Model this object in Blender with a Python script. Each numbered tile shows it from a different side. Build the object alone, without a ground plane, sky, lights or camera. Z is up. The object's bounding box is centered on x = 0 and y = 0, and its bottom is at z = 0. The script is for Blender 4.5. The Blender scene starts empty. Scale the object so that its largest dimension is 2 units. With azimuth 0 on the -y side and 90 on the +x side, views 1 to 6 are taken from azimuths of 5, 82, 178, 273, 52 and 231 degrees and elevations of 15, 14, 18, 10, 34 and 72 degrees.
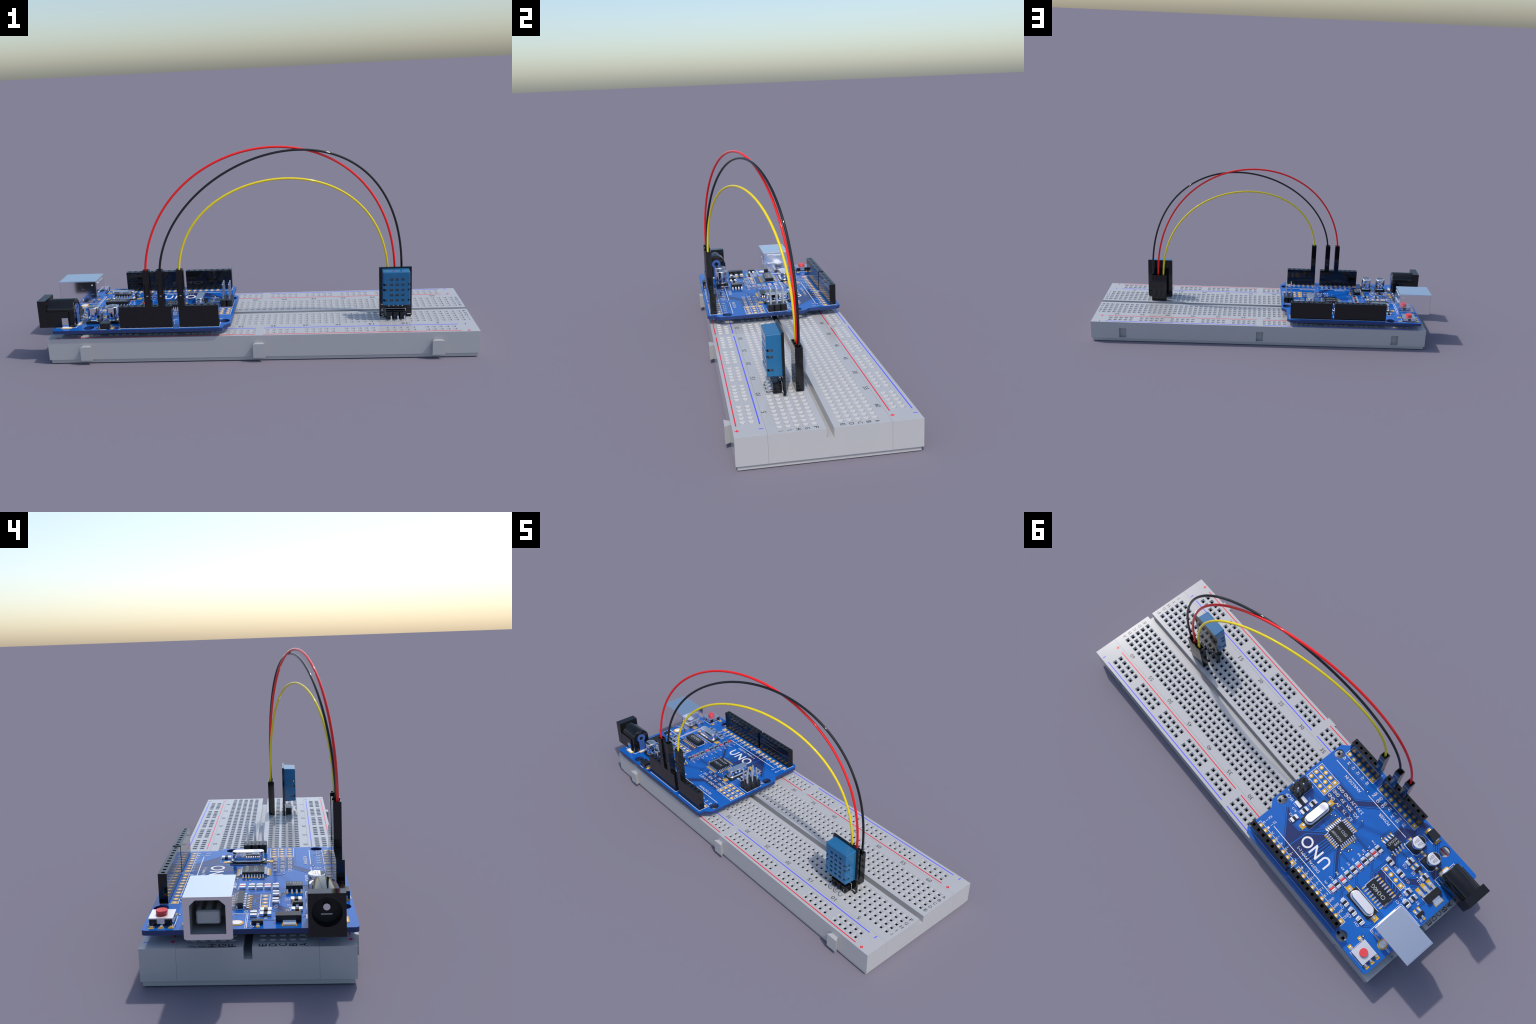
"""Solderless breadboard carrying a blue microcontroller board, a humidity sensor
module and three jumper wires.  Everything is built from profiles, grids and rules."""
import bpy, bmesh, math, random
from mathutils import Matrix, Vector

random.seed(7)
COLL = bpy.context.scene.collection
WORLD = {}                                  # object name -> world matrix


# ------------------------------------------------------------------ materials
def material(name, color, rough=0.3, metal=0.0, spec=0.5, vary=0.03, scale=60.0,
             bump=0.0, bump_scale=900.0, coat=0.0, emit=None):
    m = bpy.data.materials.new(name)
    m.use_nodes = True
    nt = m.node_tree
    b = nt.nodes["Principled BSDF"]
    tc = nt.nodes.new("ShaderNodeTexCoord")
    nz = nt.nodes.new("ShaderNodeTexNoise")
    nz.inputs["Scale"].default_value = scale
    nz.inputs["Detail"].default_value = 3.0
    nt.links.new(tc.outputs["Object"], nz.inputs["Vector"])
    ramp = nt.nodes.new("ShaderNodeValToRGB")
    ramp.color_ramp.elements[0].position = 0.3
    ramp.color_ramp.elements[1].position = 0.7
    ramp.color_ramp.elements[0].color = (*[c * (1 - vary) for c in color], 1)
    ramp.color_ramp.elements[1].color = (*[min(1, c * (1 + vary)) for c in color], 1)
    nt.links.new(nz.outputs["Fac"], ramp.inputs["Fac"])
    nt.links.new(ramp.outputs["Color"], b.inputs["Base Color"])
    b.inputs["Roughness"].default_value = rough
    b.inputs["Metallic"].default_value = metal
    b.inputs["Specular IOR Level"].default_value = spec
    if coat:
        b.inputs["Coat Weight"].default_value = coat
    if bump:
        n2 = nt.nodes.new("ShaderNodeTexNoise")
        n2.inputs["Scale"].default_value = bump_scale
        n2.inputs["Detail"].default_value = 2.0
        nt.links.new(tc.outputs["Object"], n2.inputs["Vector"])
        bp = nt.nodes.new("ShaderNodeBump")
        bp.inputs["Strength"].default_value = bump
        bp.inputs["Distance"].default_value = 0.001
        nt.links.new(n2.outputs["Fac"], bp.inputs["Height"])
        nt.links.new(bp.outputs["Normal"], b.inputs["Normal"])
    return m


M_WHITE = material("off_white_plastic", (0.475, 0.475, 0.48), 0.125, vary=0.010, scale=9)
M_LINER = material("shade_darkened_liner", (0.36, 0.36, 0.37), 0.3)  # white plastic darkened to grey for the shade inside the connector mouth
M_FUNNEL = material("moulded_funnel_plastic", (0.475, 0.475, 0.48), 0.35, vary=0.010, scale=9)
M_PIT_DARK = material("painted_pit_darkness", (0.006, 0.006, 0.007), 0.6, vary=0.2)  # near-black colour bakes the lack of light into deep sockets
M_PRINT = material("black_print_ink", (0.025, 0.026, 0.03), 0.125)
M_PRINT_GREY = material("grey_print_ink", (0.030, 0.031, 0.034), 0.125)
M_RED_INK = material("red_print_ink", (0.85, 0.012, 0.03), 0.125)
M_BLUE_INK = material("blue_print_ink", (0.10, 0.10, 0.95), 0.125)
M_PCB = material("blue_solder_mask", (0.007, 0.118, 0.48), 0.10, vary=0.03, scale=25)
M_PCB_EDGE = material("blue_board_edge", (0.017, 0.042, 0.155), 0.3)
M_DARK = material("bare_laminate_navy", (0.018, 0.032, 0.135), 0.10)
M_GROOVE = material("trace_gap_navy", (0.004, 0.018, 0.085), 0.12)
M_SILK = material("white_silkscreen_ink", (0.85, 0.83, 0.85), 0.35)
M_GOLD = material("gold_pad", (0.69, 0.385, 0.028), 0.18, vary=0.05)
M_SOLDER = material("bright_solder", (0.86, 0.86, 0.86), 0.25, metal=0.0)
M_TIN = material("tinned_terminal", (0.93, 0.93, 0.95), 0.24, metal=1.0, vary=0.0)
M_CHROME = material("polished_metal", (0.90, 0.90, 0.92), 0.07, metal=1.0, vary=0.0)
M_SHELL = material("stamped_steel_shell", (0.94, 0.94, 0.95), 0.14, metal=1.0, vary=0.0)
M_CAN = material("frosted_can_top", (0.80, 0.80, 0.83), 0.36, metal=1.0, vary=0.02, scale=700, bump=0.16, bump_scale=1500)
M_BLACK = material("glossy_black_plastic", (0.0065, 0.0065, 0.0075), 0.08, vary=0.1)
M_CHIP = material("moulded_epoxy_black", (0.011, 0.0115, 0.013), 0.25, vary=0.15, scale=300)
M_MARK = material("laser_mark_grey", (0.42, 0.44, 0.47), 0.4)
M_BROWN = material("ceramic_grey_brown", (0.085, 0.08, 0.075), 0.3)
M_LED = material("red_led_lens", (0.72, 0.006, 0.012), 0.2)
M_LED2 = material("pale_red_led_lens", (0.80, 0.11, 0.12), 0.25)
M_BUTTON = material("red_button_cap", (0.74, 0.06, 0.07), 0.35)
M_SENSOR = material("sensor_blue_plastic", (0.018, 0.143, 0.315), 0.12, vary=0.02)
M_SENSE_IN = material("sensor_core_grey", (0.26, 0.25, 0.26), 0.2, vary=0.1)
M_WIRE_RED = material("red_wire_insulation", (0.93, 0.012, 0.010), 0.05)
M_WIRE_BLACK = material("black_wire_insulation", (0.011, 0.011, 0.013), 0.05)
M_WIRE_YELLOW = material("yellow_wire_insulation", (0.86, 0.67, 0.013), 0.05)
M_LUG = material("lug_painted_board_reflection", (0.045, 0.115, 0.36), 0.18, metal=0.0, vary=0.05)  # bare metal lug, coloured blue to paint in the circuit board's reflection
M_CAP_INK = material("dark_grey_stamp", (0.05, 0.055, 0.06), 0.4)


# ------------------------------------------------------------------ mesh tools
class Shape:
    """Collects boxes, prisms, lathes ... and turns them into one mesh object."""

    def __init__(self):
        self.v, self.f, self.m, self.smooth = [], [], [], []

    def add(self, verts, faces, mat=0, smooth=False):
        o = len(self.v)
        self.v += [tuple(p) for p in verts]
        for f in faces:
            self.f.append(tuple(o + i for i in f))
            self.m.append(mat)
            self.smooth.append(smooth)

    def box(self, x0, x1, y0, y1, z0, z1, mat=0):
        x0, x1 = sorted((x0, x1)); y0, y1 = sorted((y0, y1)); z0, z1 = sorted((z0, z1))
        self.add([(x0, y0, z0), (x1, y0, z0), (x1, y1, z0), (x0, y1, z0),
                  (x0, y0, z1), (x1, y0, z1), (x1, y1, z1), (x0, y1, z1)],
                 [(3, 2, 1, 0), (4, 5, 6, 7), (0, 1, 5, 4), (1, 2, 6, 5), (2, 3, 7, 6), (3, 0, 4, 7)], mat)

    def cbox(self, cx, cy, sx, sy, z0, z1, mat=0):
        self.box(cx - sx / 2, cx + sx / 2, cy - sy / 2, cy + sy / 2, z0, z1, mat)

    def prism(self, pts, z0, z1, mat=0, axis="z", smooth=False):
        """Convex or simple polygon extruded along an axis (points are the other two axes)."""
        area = sum(a[0] * b[1] - b[0] * a[1] for a, b in zip(pts, pts[1:] + pts[:1]))
        if area < 0:
            pts = pts[::-1]
        n = len(pts)
        put = {"z": lambda p, h: (p[0], p[1], h), "x": lambda p, h: (h, p[0], p[1]),
               "y": lambda p, h: (p[1], h, p[0])}[axis]
        vs = [put(p, z0) for p in pts] + [put(p, z1) for p in pts]
        self.add(vs, [tuple(range(n))[::-1], tuple(range(n, 2 * n))], mat)
        o = len(self.v) - 2 * n
        for i in range(n):
            j = (i + 1) % n
            self.f.append((o + i, o + j, o + n + j, o + n + i))
            self.m.append(mat)
            self.smooth.append(smooth)

    def lathe(self, prof, cx, cy, n=32, mat=0, smooth=True):
        """Profile [(r, z)...] turned about a vertical axis; ends capped."""
        rings = []
        for r, z in prof:
            rings.append([(cx + r * math.cos(2 * math.pi * k / n), cy + r * math.sin(2 * math.pi * k / n), z)
                          for k in range(n)])
        vs = [p for ring in rings for p in ring]
        fs = []
        for a in range(len(prof) - 1):
            for k in range(n):
                j = (k + 1) % n
                fs.append((a * n + k, a * n + j, (a + 1) * n + j, (a + 1) * n + k))
        self.add(vs, fs, mat, smooth)
        o = len(self.v) - len(vs)
        self.f.append(tuple(o + k for k in range(n))[::-1]); self.m.append(mat); self.smooth.append(False)
        t = o + (len(prof) - 1) * n
        self.f.append(tuple(t + k for k in range(n))); self.m.append(mat); self.smooth.append(False)

    def disc(self, cx, cy, r, z0, z1, n=20, mat=0):
        self.lathe([(r, z0), (r, z1)], cx, cy, n, mat)

    def strip(self, pts, w, z0, z1, mat=0):
        """Flat band of width w along a polyline, mitred at the bends."""
        left, right = [], []
        n = len(pts)
        for i, p in enumerate(pts):
            d = Vector((0, 0))
            if i > 0:
                d += (Vector(p) - Vector(pts[i - 1])).normalized()
            if i < n - 1:
                d += (Vector(pts[i + 1]) - Vector(p)).normalized()
            d.normalize()
            nrm = Vector((-d.y, d.x))
            k = 1.0
            if 0 < i < n - 1:
                a = (Vector(p) - Vector(pts[i - 1])).normalized()
                k = 1 / max(0.5, abs(a.dot(d)))
            left.append(Vector(p) + nrm * w / 2 * k)
            right.append(Vector(p) - nrm * w / 2 * k)
        for i in range(n - 1):
            self.prism([tuple(right[i]), tuple(right[i + 1]), tuple(left[i + 1]), tuple(left[i])], z0, z1, mat)

    def frame(self, x0, x1, y0, y1, w, z0, z1, mat=0):
        x0, x1 = sorted((x0, x1)); y0, y1 = sorted((y0, y1))
        self.box(x0, x1, y0, y0 + w, z0, z1, mat)
        self.box(x0, x1, y1 - w, y1, z0, z1, mat)
        self.box(x0, x0 + w, y0 + w, y1 - w, z0, z1, mat)
        self.box(x1 - w, x1, y0 + w, y1 - w, z0, z1, mat)

    def mesh(self, name, mats):
        me = bpy.data.meshes.new(name)
        me.from_pydata(self.v, [], self.f)
        for m in mats:
            me.materials.append(m)
        me.polygons.foreach_set("material_index", self.m)
        me.polygons.foreach_set("use_smooth", self.smooth)
        me.update()
        return me


def place(name, data, parent=None, matrix=None, kind=None, bevel=0.0, segments=2):
    o = bpy.data.objects.new(name, data)
    COLL.objects.link(o)
    w = matrix or Matrix.Identity(4)
    o.matrix_basis = w
    WORLD[o.name] = w
    if parent is not None:
        o.parent = parent
        o.matrix_parent_inverse = WORLD[parent.name].inverted()
    if kind:
        o["kind"] = kind
    if bevel:
        b = o.modifiers.new("Bevel", "BEVEL")
        b.width, b.segments, b.limit_method, b.angle_limit = bevel, segments, "ANGLE", math.radians(40)
        b.harden_normals = False
    return o


def thing(name, loc, label, category):
    o = place(name, None, None, Matrix.Translation(loc))
    o["label"], o["category"] = label, category
    return o


def evaluated_mesh(obj, name):
    bpy.context.view_layer.update()
    dg = bpy.context.evaluated_depsgraph_get()
    return bpy.data.meshes.new_from_object(obj.evaluated_get(dg), depsgraph=dg), name


def cut(base_mesh, cutter_mesh, name):
    """Boolean difference; returns the resulting mesh."""
    a = bpy.data.objects.new("tmp_base", base_mesh)
    c = bpy.data.objects.new("tmp_cutter", cutter_mesh)
    COLL.objects.link(a); COLL.objects.link(c)
    md = a.modifiers.new("Cut", "BOOLEAN")
    md.operation, md.object, md.solver = "DIFFERENCE", c, "EXACT"
    me, _ = evaluated_mesh(a, name)
    me.name = name
    bpy.data.objects.remove(a); bpy.data.objects.remove(c)
    return me


def plate(loops, z0, z1, name, mats):
    """Flat sheet with holes: 2D filled curve extruded between z0 and z1."""
    cu = bpy.data.curves.new("tmp_curve", "CURVE")
    cu.dimensions, cu.fill_mode, cu.extrude = "2D", "BOTH", (z1 - z0) / 2
    for loop in loops:
        s = cu.splines.new("POLY")
        s.points.add(len(loop) - 1)
        for p, q in zip(s.points, loop):
            p.co = (q[0], q[1], 0, 1)
        s.use_cyclic_u = True
    o = bpy.data.objects.new("tmp_plate", cu)
    COLL.objects.link(o)
    me, _ = evaluated_mesh(o, name)
    me.name = name
    bpy.data.objects.remove(o)
    me.transform(Matrix.Translation((0, 0, (z0 + z1) / 2)))
    me.materials.clear()
    for m in mats:
        me.materials.append(m)
    for p in me.polygons:
        p.material_index = min(len(mats) - 1, 0 if abs(p.normal.z) > 0.5 else 1)
        p.use_smooth = False
    return me


def circle(cx, cy, r, n=32):
    return [(cx + r * math.cos(2 * math.pi * k / n), cy + r * math.sin(2 * math.pi * k / n)) for k in range(n)]


def stadium(cx, cy, length, width, along="x", n=12):
    h, r = length / 2 - width / 2, width / 2
    pts = []
    for sgn, a0 in ((1, -90), (-1, 90)):
        for k in range(n + 1):
            a = math.radians(a0 + 180 * k / n)
            pts.append((sgn * h + r * math.cos(a), r * math.sin(a)))
    if along == "y":
        pts = [(-q, p) for p, q in pts]
    return [(cx + p, cy + q) for p, q in pts]


# lettering: every word is set in the built-in font, fitted to a width and a cap height
def lettering(words, name, mat, parent, z, thick=0.0004, matrix=None, kind=None):
    """words: (text, centre x, centre y, width, height, rotation in degrees)"""
    temp, cache = [], {}
    for w in words:
        if w[0] not in cache:
            cu = bpy.data.curves.new("tmp_text", "FONT")
            cu.body, cu.size, cu.resolution_u = w[0], 1.0, 3
            o = bpy.data.objects.new("tmp_text", cu)
            COLL.objects.link(o)
            cache[w[0]] = o
            temp.append(o)
    bpy.context.view_layer.update()
    dg = bpy.context.evaluated_depsgraph_get()
    raw = {}
    for k, o in cache.items():
        me = o.evaluated_get(dg).to_mesh()
        raw[k] = ([v.co.xy[:] for v in me.vertices], [tuple(p.vertices) for p in me.polygons])
        o.evaluated_get(dg).to_mesh_clear()
    for o in temp:
        bpy.data.objects.remove(o)
    s = Shape()
    for text, cx, cy, wd, ht, rot in words:
        vs, fs = raw[text]
        xs, ys = [p[0] for p in vs], [p[1] for p in vs]
        mx, my = (min(xs) + max(xs)) / 2, (min(ys) + max(ys)) / 2
        kx = wd / max(1e-6, max(xs) - min(xs)) if wd else None
        ky = ht / max(1e-6, max(ys) - min(ys))
        kx = kx or ky
        a = math.radians(rot)
        out = []
        for x, y in vs:
            px, py = (x - mx) * kx, (y - my) * ky
            out.append((cx + px * math.cos(a) - py * math.sin(a), cy + px * math.sin(a) + py * math.cos(a), z + thick))
        s.add(out, fs)
    return place(name, s.mesh(name, [mat]), parent, matrix, kind)


# perforated slab: rectangular grid of funnel-shaped sockets
def perforated(s, x0, x1, y0, y1, z, xs, ys, has, half, inner, slope, shaft, mat=0, funnel=0):
    bx = [x0] + [e for c in sorted(xs) for e in (c - half, c + half)] + [x1]
    by = [y0] + [e for c in sorted(ys) for e in (c - half, c + half)] + [y1]
    for i in range(len(bx) - 1):
        for j in range(len(by) - 1):
            a, b, c, d = bx[i], bx[i + 1], by[j], by[j + 1]
            if i % 2 == 1 and j % 2 == 1 and has(i // 2, j // 2):
                mx, my = (a + b) / 2, (c + d) / 2
                lv = [(a, b, c, d, z), (mx - inner, mx + inner, my - inner, my + inner, z - slope),
                      (mx - inner, mx + inner, my - inner, my + inner, z - slope - shaft)]
                vs = []
                for (p, q, r, t, h) in lv:
                    vs += [(p, r, h), (q, r, h), (q, t, h), (p, t, h)]
                fs = []
                for l in range(2):
                    for k in range(4):
                        m = (k + 1) % 4
                        fs.append((l * 4 + k, l * 4 + m, (l + 1) * 4 + m, (l + 1) * 4 + k))
                s.add(vs[:8], fs[:4], mat + funnel)
                s.add(vs[4:], [tuple(i - 4 for i in f) for f in fs[4:]] + [(8 - 4, 9 - 4, 10 - 4, 11 - 4)], mat + 1)
            else:
                s.add([(a, c, z), (b, c, z), (b, d, z), (a, d, z)], [(0, 1, 2, 3)], mat)


# =================================================================== BREADBOARD
BX0, BX1 = -0.9540, 1.0000          # ends
BY0, BY1 = -0.3066, 0.3257          # long sides
BTOP, BSTEP = 0.1190, 0.0175
PITCH, PITCH_Y, BCY, BCX = 0.03005, 0.0294, 0.0094, 0.0230
GROOVE = (-0.0045, 0.0208, 0.083)
SEAM_N, SEAM_P = -0.1983, 0.2177

breadboard = thing("breadboard", (0.023, 0.0095, 0), "long off-white solderless breadboard with red and blue rails", "breadboard")

sx = [0.9552 - PITCH * i for i in range(63)]
upper = [BCY + PITCH_Y * (1.5 + k) for k in range(5)]
lower = [BCY - PITCH_Y * (1.5 + k) for k in range(5)]
HALF, INNER, SLOPE, SHAFT = 0.0098, 0.0052, 0.0075, 0.045

s = Shape()
G = 0.00025
perforated(s, BX0, BX1, GROOVE[1], SEAM_P - G, BTOP, sx, upper, lambda i, j: True, HALF, INNER, SLOPE, SHAFT, 0, 2)
perforated(s, BX0, BX1, SEAM_N + G, GROOVE[0], BTOP, sx, lower, lambda i, j: True, HALF, INNER, SLOPE, SHAFT, 0, 2)
ya, yb, g0, g1, gz = SEAM_N + G, SEAM_P - G, *GROOVE
prof = [(ya, BSTEP), (yb, BSTEP), (yb, BTOP), (g1, BTOP), (g1, gz), (g0, gz), (g0, BTOP), (ya, BTOP)]
for x, flip in ((BX0, True), (BX1, False)):
    for quad in ([(ya, BSTEP), (g0, BSTEP), (g0, BTOP), (ya, BTOP)], [(g0, BSTEP), (g1, BSTEP), (g1, gz), (g0, gz)],
                 [(g1, BSTEP), (yb, BSTEP), (yb, BTOP), (g1, BTOP)]):
        s.add([(x, *p) for p in quad], [(3, 2, 1, 0) if flip else (0, 1, 2, 3)])
for k in (0, 1, 3, 4, 5, 7):
    p, q = prof[k], prof[(k + 1) % 8]
    s.add([(BX0, *p), (BX0, *q), (BX1, *q), (BX1, *p)], [(0, 1, 2, 3)])
terminal_strip = place("terminal_strip", s.mesh("terminal_strip", [M_WHITE, M_PIT_DARK, M_FUNNEL]), breadboard)

# rails ---------------------------------------------------------------------
rail_x = [0.8962 - PITCH * (6 * g + k) for g in range(10) for k in range(5)]
RAILS = {"n": dict(y0=BY0, y1=SEAM_N - G, rows=(-0.2378, -0.2684), red=-0.2927, blue=-0.2129),
         "p": dict(y0=SEAM_P + G, y1=BY1, rows=(0.2548, 0.2858), red=0.2312, blue=0.3112)}
SLOTS = [0.8176, 0.0225, -0.7715]
for key, r in RAILS.items():
    s = Shape()
    perforated(s, BX0, BX1, r["y0"], r["y1"], BTOP, rail_x, r["rows"], lambda i, j: True, HALF, INNER, SLOPE, SHAFT, 0, 2)
    for x, flip in ((BX0, True), (BX1, False)):
        s.add([(x, r["y0"], BSTEP), (x, r["y1"], BSTEP), (x, r["y1"], BTOP), (x, r["y0"], BTOP)],
              [(3, 2, 1, 0) if flip else (0, 1, 2, 3)])
    s.add([(BX0, r["y0"], BSTEP), (BX1, r["y0"], BSTEP), (BX1, r["y1"], BSTEP), (BX0, r["y1"], BSTEP)], [(3, 2, 1, 0)])
    if key == "n":
        s.add([(BX0, r["y0"], BSTEP), (BX1, r["y0"], BSTEP), (BX1, r["y0"], BTOP), (BX0, r["y0"], BTOP)], [(0, 1, 2, 3)])
        s.add([(BX0, r["y1"], BSTEP), (BX1, r["y1"], BSTEP), (BX1, r["y1"], BTOP), (BX0, r["y1"], BTOP)], [(3, 2, 1, 0)])
    else:
        s.add([(BX0, r["y0"], BSTEP), (BX1, r["y0"], BSTEP), (BX1, r["y0"], BTOP), (BX0, r["y0"], BTOP)], [(0, 1, 2, 3)])
        # outer wall with three rectangular dovetail recesses
        xb = [BX0] + [e for c in sorted(SLOTS) for e in (c - 0.0205, c + 0.0205)] + [BX1]
        zb = [BSTEP, 0.0225, 0.0825, BTOP]
        y, d = BY1, 0.021
        for i in range(len(xb) - 1):
            for j in range(3):
                a, b, c, e = xb[i], xb[i + 1], zb[j], zb[j + 1]
                if i % 2 == 1 and j == 1:
                    f = 0.007
                    vs = [(a, y, c), (b, y, c), (b, y, e), (a, y, e), (a - f, y - d, c), (b + f, y - d, c), (b + f, y - d, e), (a - f, y - d, e)]
                    s.add(vs, [(7, 6, 5, 4)] + [(k, k + 4, (k + 1) % 4 + 4, (k + 1) % 4) for k in range(4)])
                else:
                    s.add([(a, y, c), (b, y, c), (b, y, e), (a, y, e)], [(3, 2, 1, 0)])
    rail = place("power_rail", s.mesh("power_rail", [M_WHITE, M_PIT_DARK, M_FUNNEL]), breadboard)
    s = Shape()
    t0, t1 = BTOP, BTOP + 0.0005
    for a, b in ((0.9197, 0.0418), (0.0044, -0.8735)):
        s.box(a, b, r["red"] - 0.0021, r["red"] + 0.0021, t0, t1)
    for x in (0.9530, -0.9070):
        s.box(x - 0.0075, x + 0.0075, r["red"] - 0.0021, r["red"] + 0.0021, t0, t1)
        s.box(x - 0.0021, x + 0.0021, r["red"] - 0.0078, r["red"] + 0.0078, t0, t1 + 0.00005)
    place("polarity_marking", s.mesh("red_rail_marking", [M_RED_INK]), rail)
    s = Shape()
    for a, b in ((0.9197, 0.0418), (0.0044, -0.8735)):
        s.box(a, b, r["blue"] - 0.0021, r["blue"] + 0.0021, t0, t1)
    for x in (0.9530, -0.9070):
        s.box(x - 0.0020, x + 0.0020, r["blue"] - 0.0078, r["blue"] + 0.0078, t0, t1)
    place("polarity_marking", s.mesh("blue_rail_marking", [M_BLUE_INK]), rail)

tab = Shape()
tab.prism([(-0.016, 0.0), (0.016, 0.0), (0.0275, -0.0192), (-0.0275, -0.0192)], 0.0185, 0.0852)
tab_me = tab.mesh("interlock_tab", [M_WHITE])
for c in SLOTS:
    place("interlock_tab", tab_me, breadboard, Matrix.Translation((c, BY0 + 0.0002, 0)), bevel=0.0006)

s = Shape()
s.box(BX0 + 0.0075, BX1 - 0.0075, BY0 + 0.006, BY1 - 0.006, 0.0, BSTEP + 0.001)
place("base_plate", s.mesh("base_plate", [M_WHITE]), breadboard, bevel=0.0006)

# printed row numbers and column letters
words = []
for n in range(5, 64, 5):
    words.append((str(n), 0.9552 - PITCH * (n - 1) - 0.0006, -0.1876, 0.0250 if n > 9 else 0.0112, 0.0176, 180))
    words.append((str(n), 0.9552 - PITCH * (63 - n) + 0.0065, 0.2044, 0.0250 if n > 9 else 0.0112, 0.0176, 0))
lettering(words, "row_number", M_PRINT_GREY, terminal_strip, BTOP, kind="stuff")
cols = dict(zip("ABCDEFGHIJ", upper[::-1] + lower))
cols = dict(zip("ABCDE", sorted(upper, reverse=True))); cols.update(zip("FGHIJ", sorted(lower, reverse=True)))
words = [(c, 0.9826, y, 0.0132, 0.0158, 0) for c, y in cols.items()]
words = [(c, x, y, None if c in "IJ" else w, h, r) for c, x, y, w, h, r in words]
lettering(words, "column_letter", M_PRINT_GREY, terminal_strip, BTOP, kind="stuff")
order = "JIHGF" + "EDCBA"
words = [(c, -0.9390, y, None if c in "IJ" else 0.0180, 0.0225, 0) for c, y in zip(order, sorted(cols.values(), reverse=True))]
words = [(c, -0.9450 if c in "IJ" else x, y, w, h, r) for c, x, y, w, h, r in words]
lettering(words, "column_letter", M_PRINT, terminal_strip, BTOP, kind="stuff")

# ============================================================ MICROCONTROLLER BOARD
Z = 0.1632                                    # top of the circuit board
ZB = 0.1476                                   # underside
MM = 0.01194                                  # one millimetre of the board
OX, OY = -0.9250, -0.3165


def at(xmm, ymm):
    return OX + xmm * MM, OY + ymm * MM


board = thing("microcontroller_board", (-0.52, 0.0, ZB), "blue microcontroller circuit board with black pin headers and silver connectors", "circuit board")

R = 1.0
outline = [at(*p) for p in [(64.9, 0), (65.8, 0.45), (66.04, 1.2), (66.04, 2.54), (68.3, 4.8), (68.45, 5.3), (68.45, 37.9), (68.3, 38.4), (66.04, 40.64),
                            (66.04, 51.82), (64.52, 53.4), (R, 53.4)]]
outline += [at(R - R * math.sin(math.radians(a)), 53.4 - R + R * math.cos(math.radians(a))) for a in (30, 60, 90)]
outline += [at(R - R * math.cos(math.radians(a)), R - R * math.sin(math.radians(a))) for a in (0, 30, 60, 90)]
MOUNTS = [(-0.1370, -0.2240, 0.0225), (-0.7600, -0.2830, 0.0240), (-0.7462, 0.2905, 0.0240), (-0.1372, 0.1085, 0.0225)]
loops = [outline] + [circle(x, y, r, 36) for x, y, r in MOUNTS]
pcb = place("circuit_board", plate(loops, ZB, Z, "circuit_board", [M_PCB, M_PCB_EDGE]), board)

# bare laminate islands (no copper under the mask)
DARK = [
    ((-0.178, 0.106), (-0.251, 0.141), (-0.291, 0.142), (-0.306, 0.127), (-0.373, 0.056), (-0.387, 0.073), (-0.429, 0.076),
     (-0.424, 0.165), (-0.426, 0.213), (-0.438, 0.227), (-0.390, 0.229), (-0.374, 0.243), (-0.302, 0.240)),
    ((-0.245, -0.050), (-0.248, -0.133), (-0.348, -0.137), (-0.458, -0.247), (-0.473, -0.241), (-0.366, -0.124), (-0.382, -0.112),
     (-0.397, -0.075), (-0.390, -0.060), (-0.330, -0.050)),
    ((-0.448, 0.056), (-0.456, 0.046), (-0.474, 0.066), (-0.553, 0.153), (-0.547, 0.160), (-0.463, 0.073)),
    ((-0.639, 0.015), (-0.644, -0.022), (-0.764, -0.022), (-0.786, -0.012), (-0.780, 0.017), (-0.770, 0.027), (-0.651, 0.026)),
    ((-0.737, -0.062), (-0.736, -0.077), (-0.776, -0.114), (-0.801, -0.109), (-0.797, -0.098), (-0.758, -0.058)),
    ((-0.560, -0.167), (-0.561, -0.211), (-0.605, -0.242), (-0.616, -0.249), (-0.632, -0.229), (-0.615, -0.194), (-0.624, -0.181),
     (-0.622, -0.167), (-0.571, -0.166)),
    ((-0.600, -0.281), (-0.612, -0.305), (-0.641, -0.311), (-0.635, -0.290), (-0.616, -0.273)),
    ((-0.628, -0.095), (-0.637, -0.109), (-0.649, -0.106), (-0.683, -0.071), (-0.675, -0.065), (-0.650, -0.076)),
    ((-0.784, -0.177), (-0.783, -0.214), (-0.814, -0.221), (-0.823, -0.201), (-0.818, -0.178), (-0.824, -0.167), (-0.815, -0.162)),
]
s = Shape()
for poly in DARK:
    s.prism(list(poly), Z - 0.0002, Z + 0.00015)
place("bare_laminate", s.mesh("bare_laminate", [M_DARK]), pcb)

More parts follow.
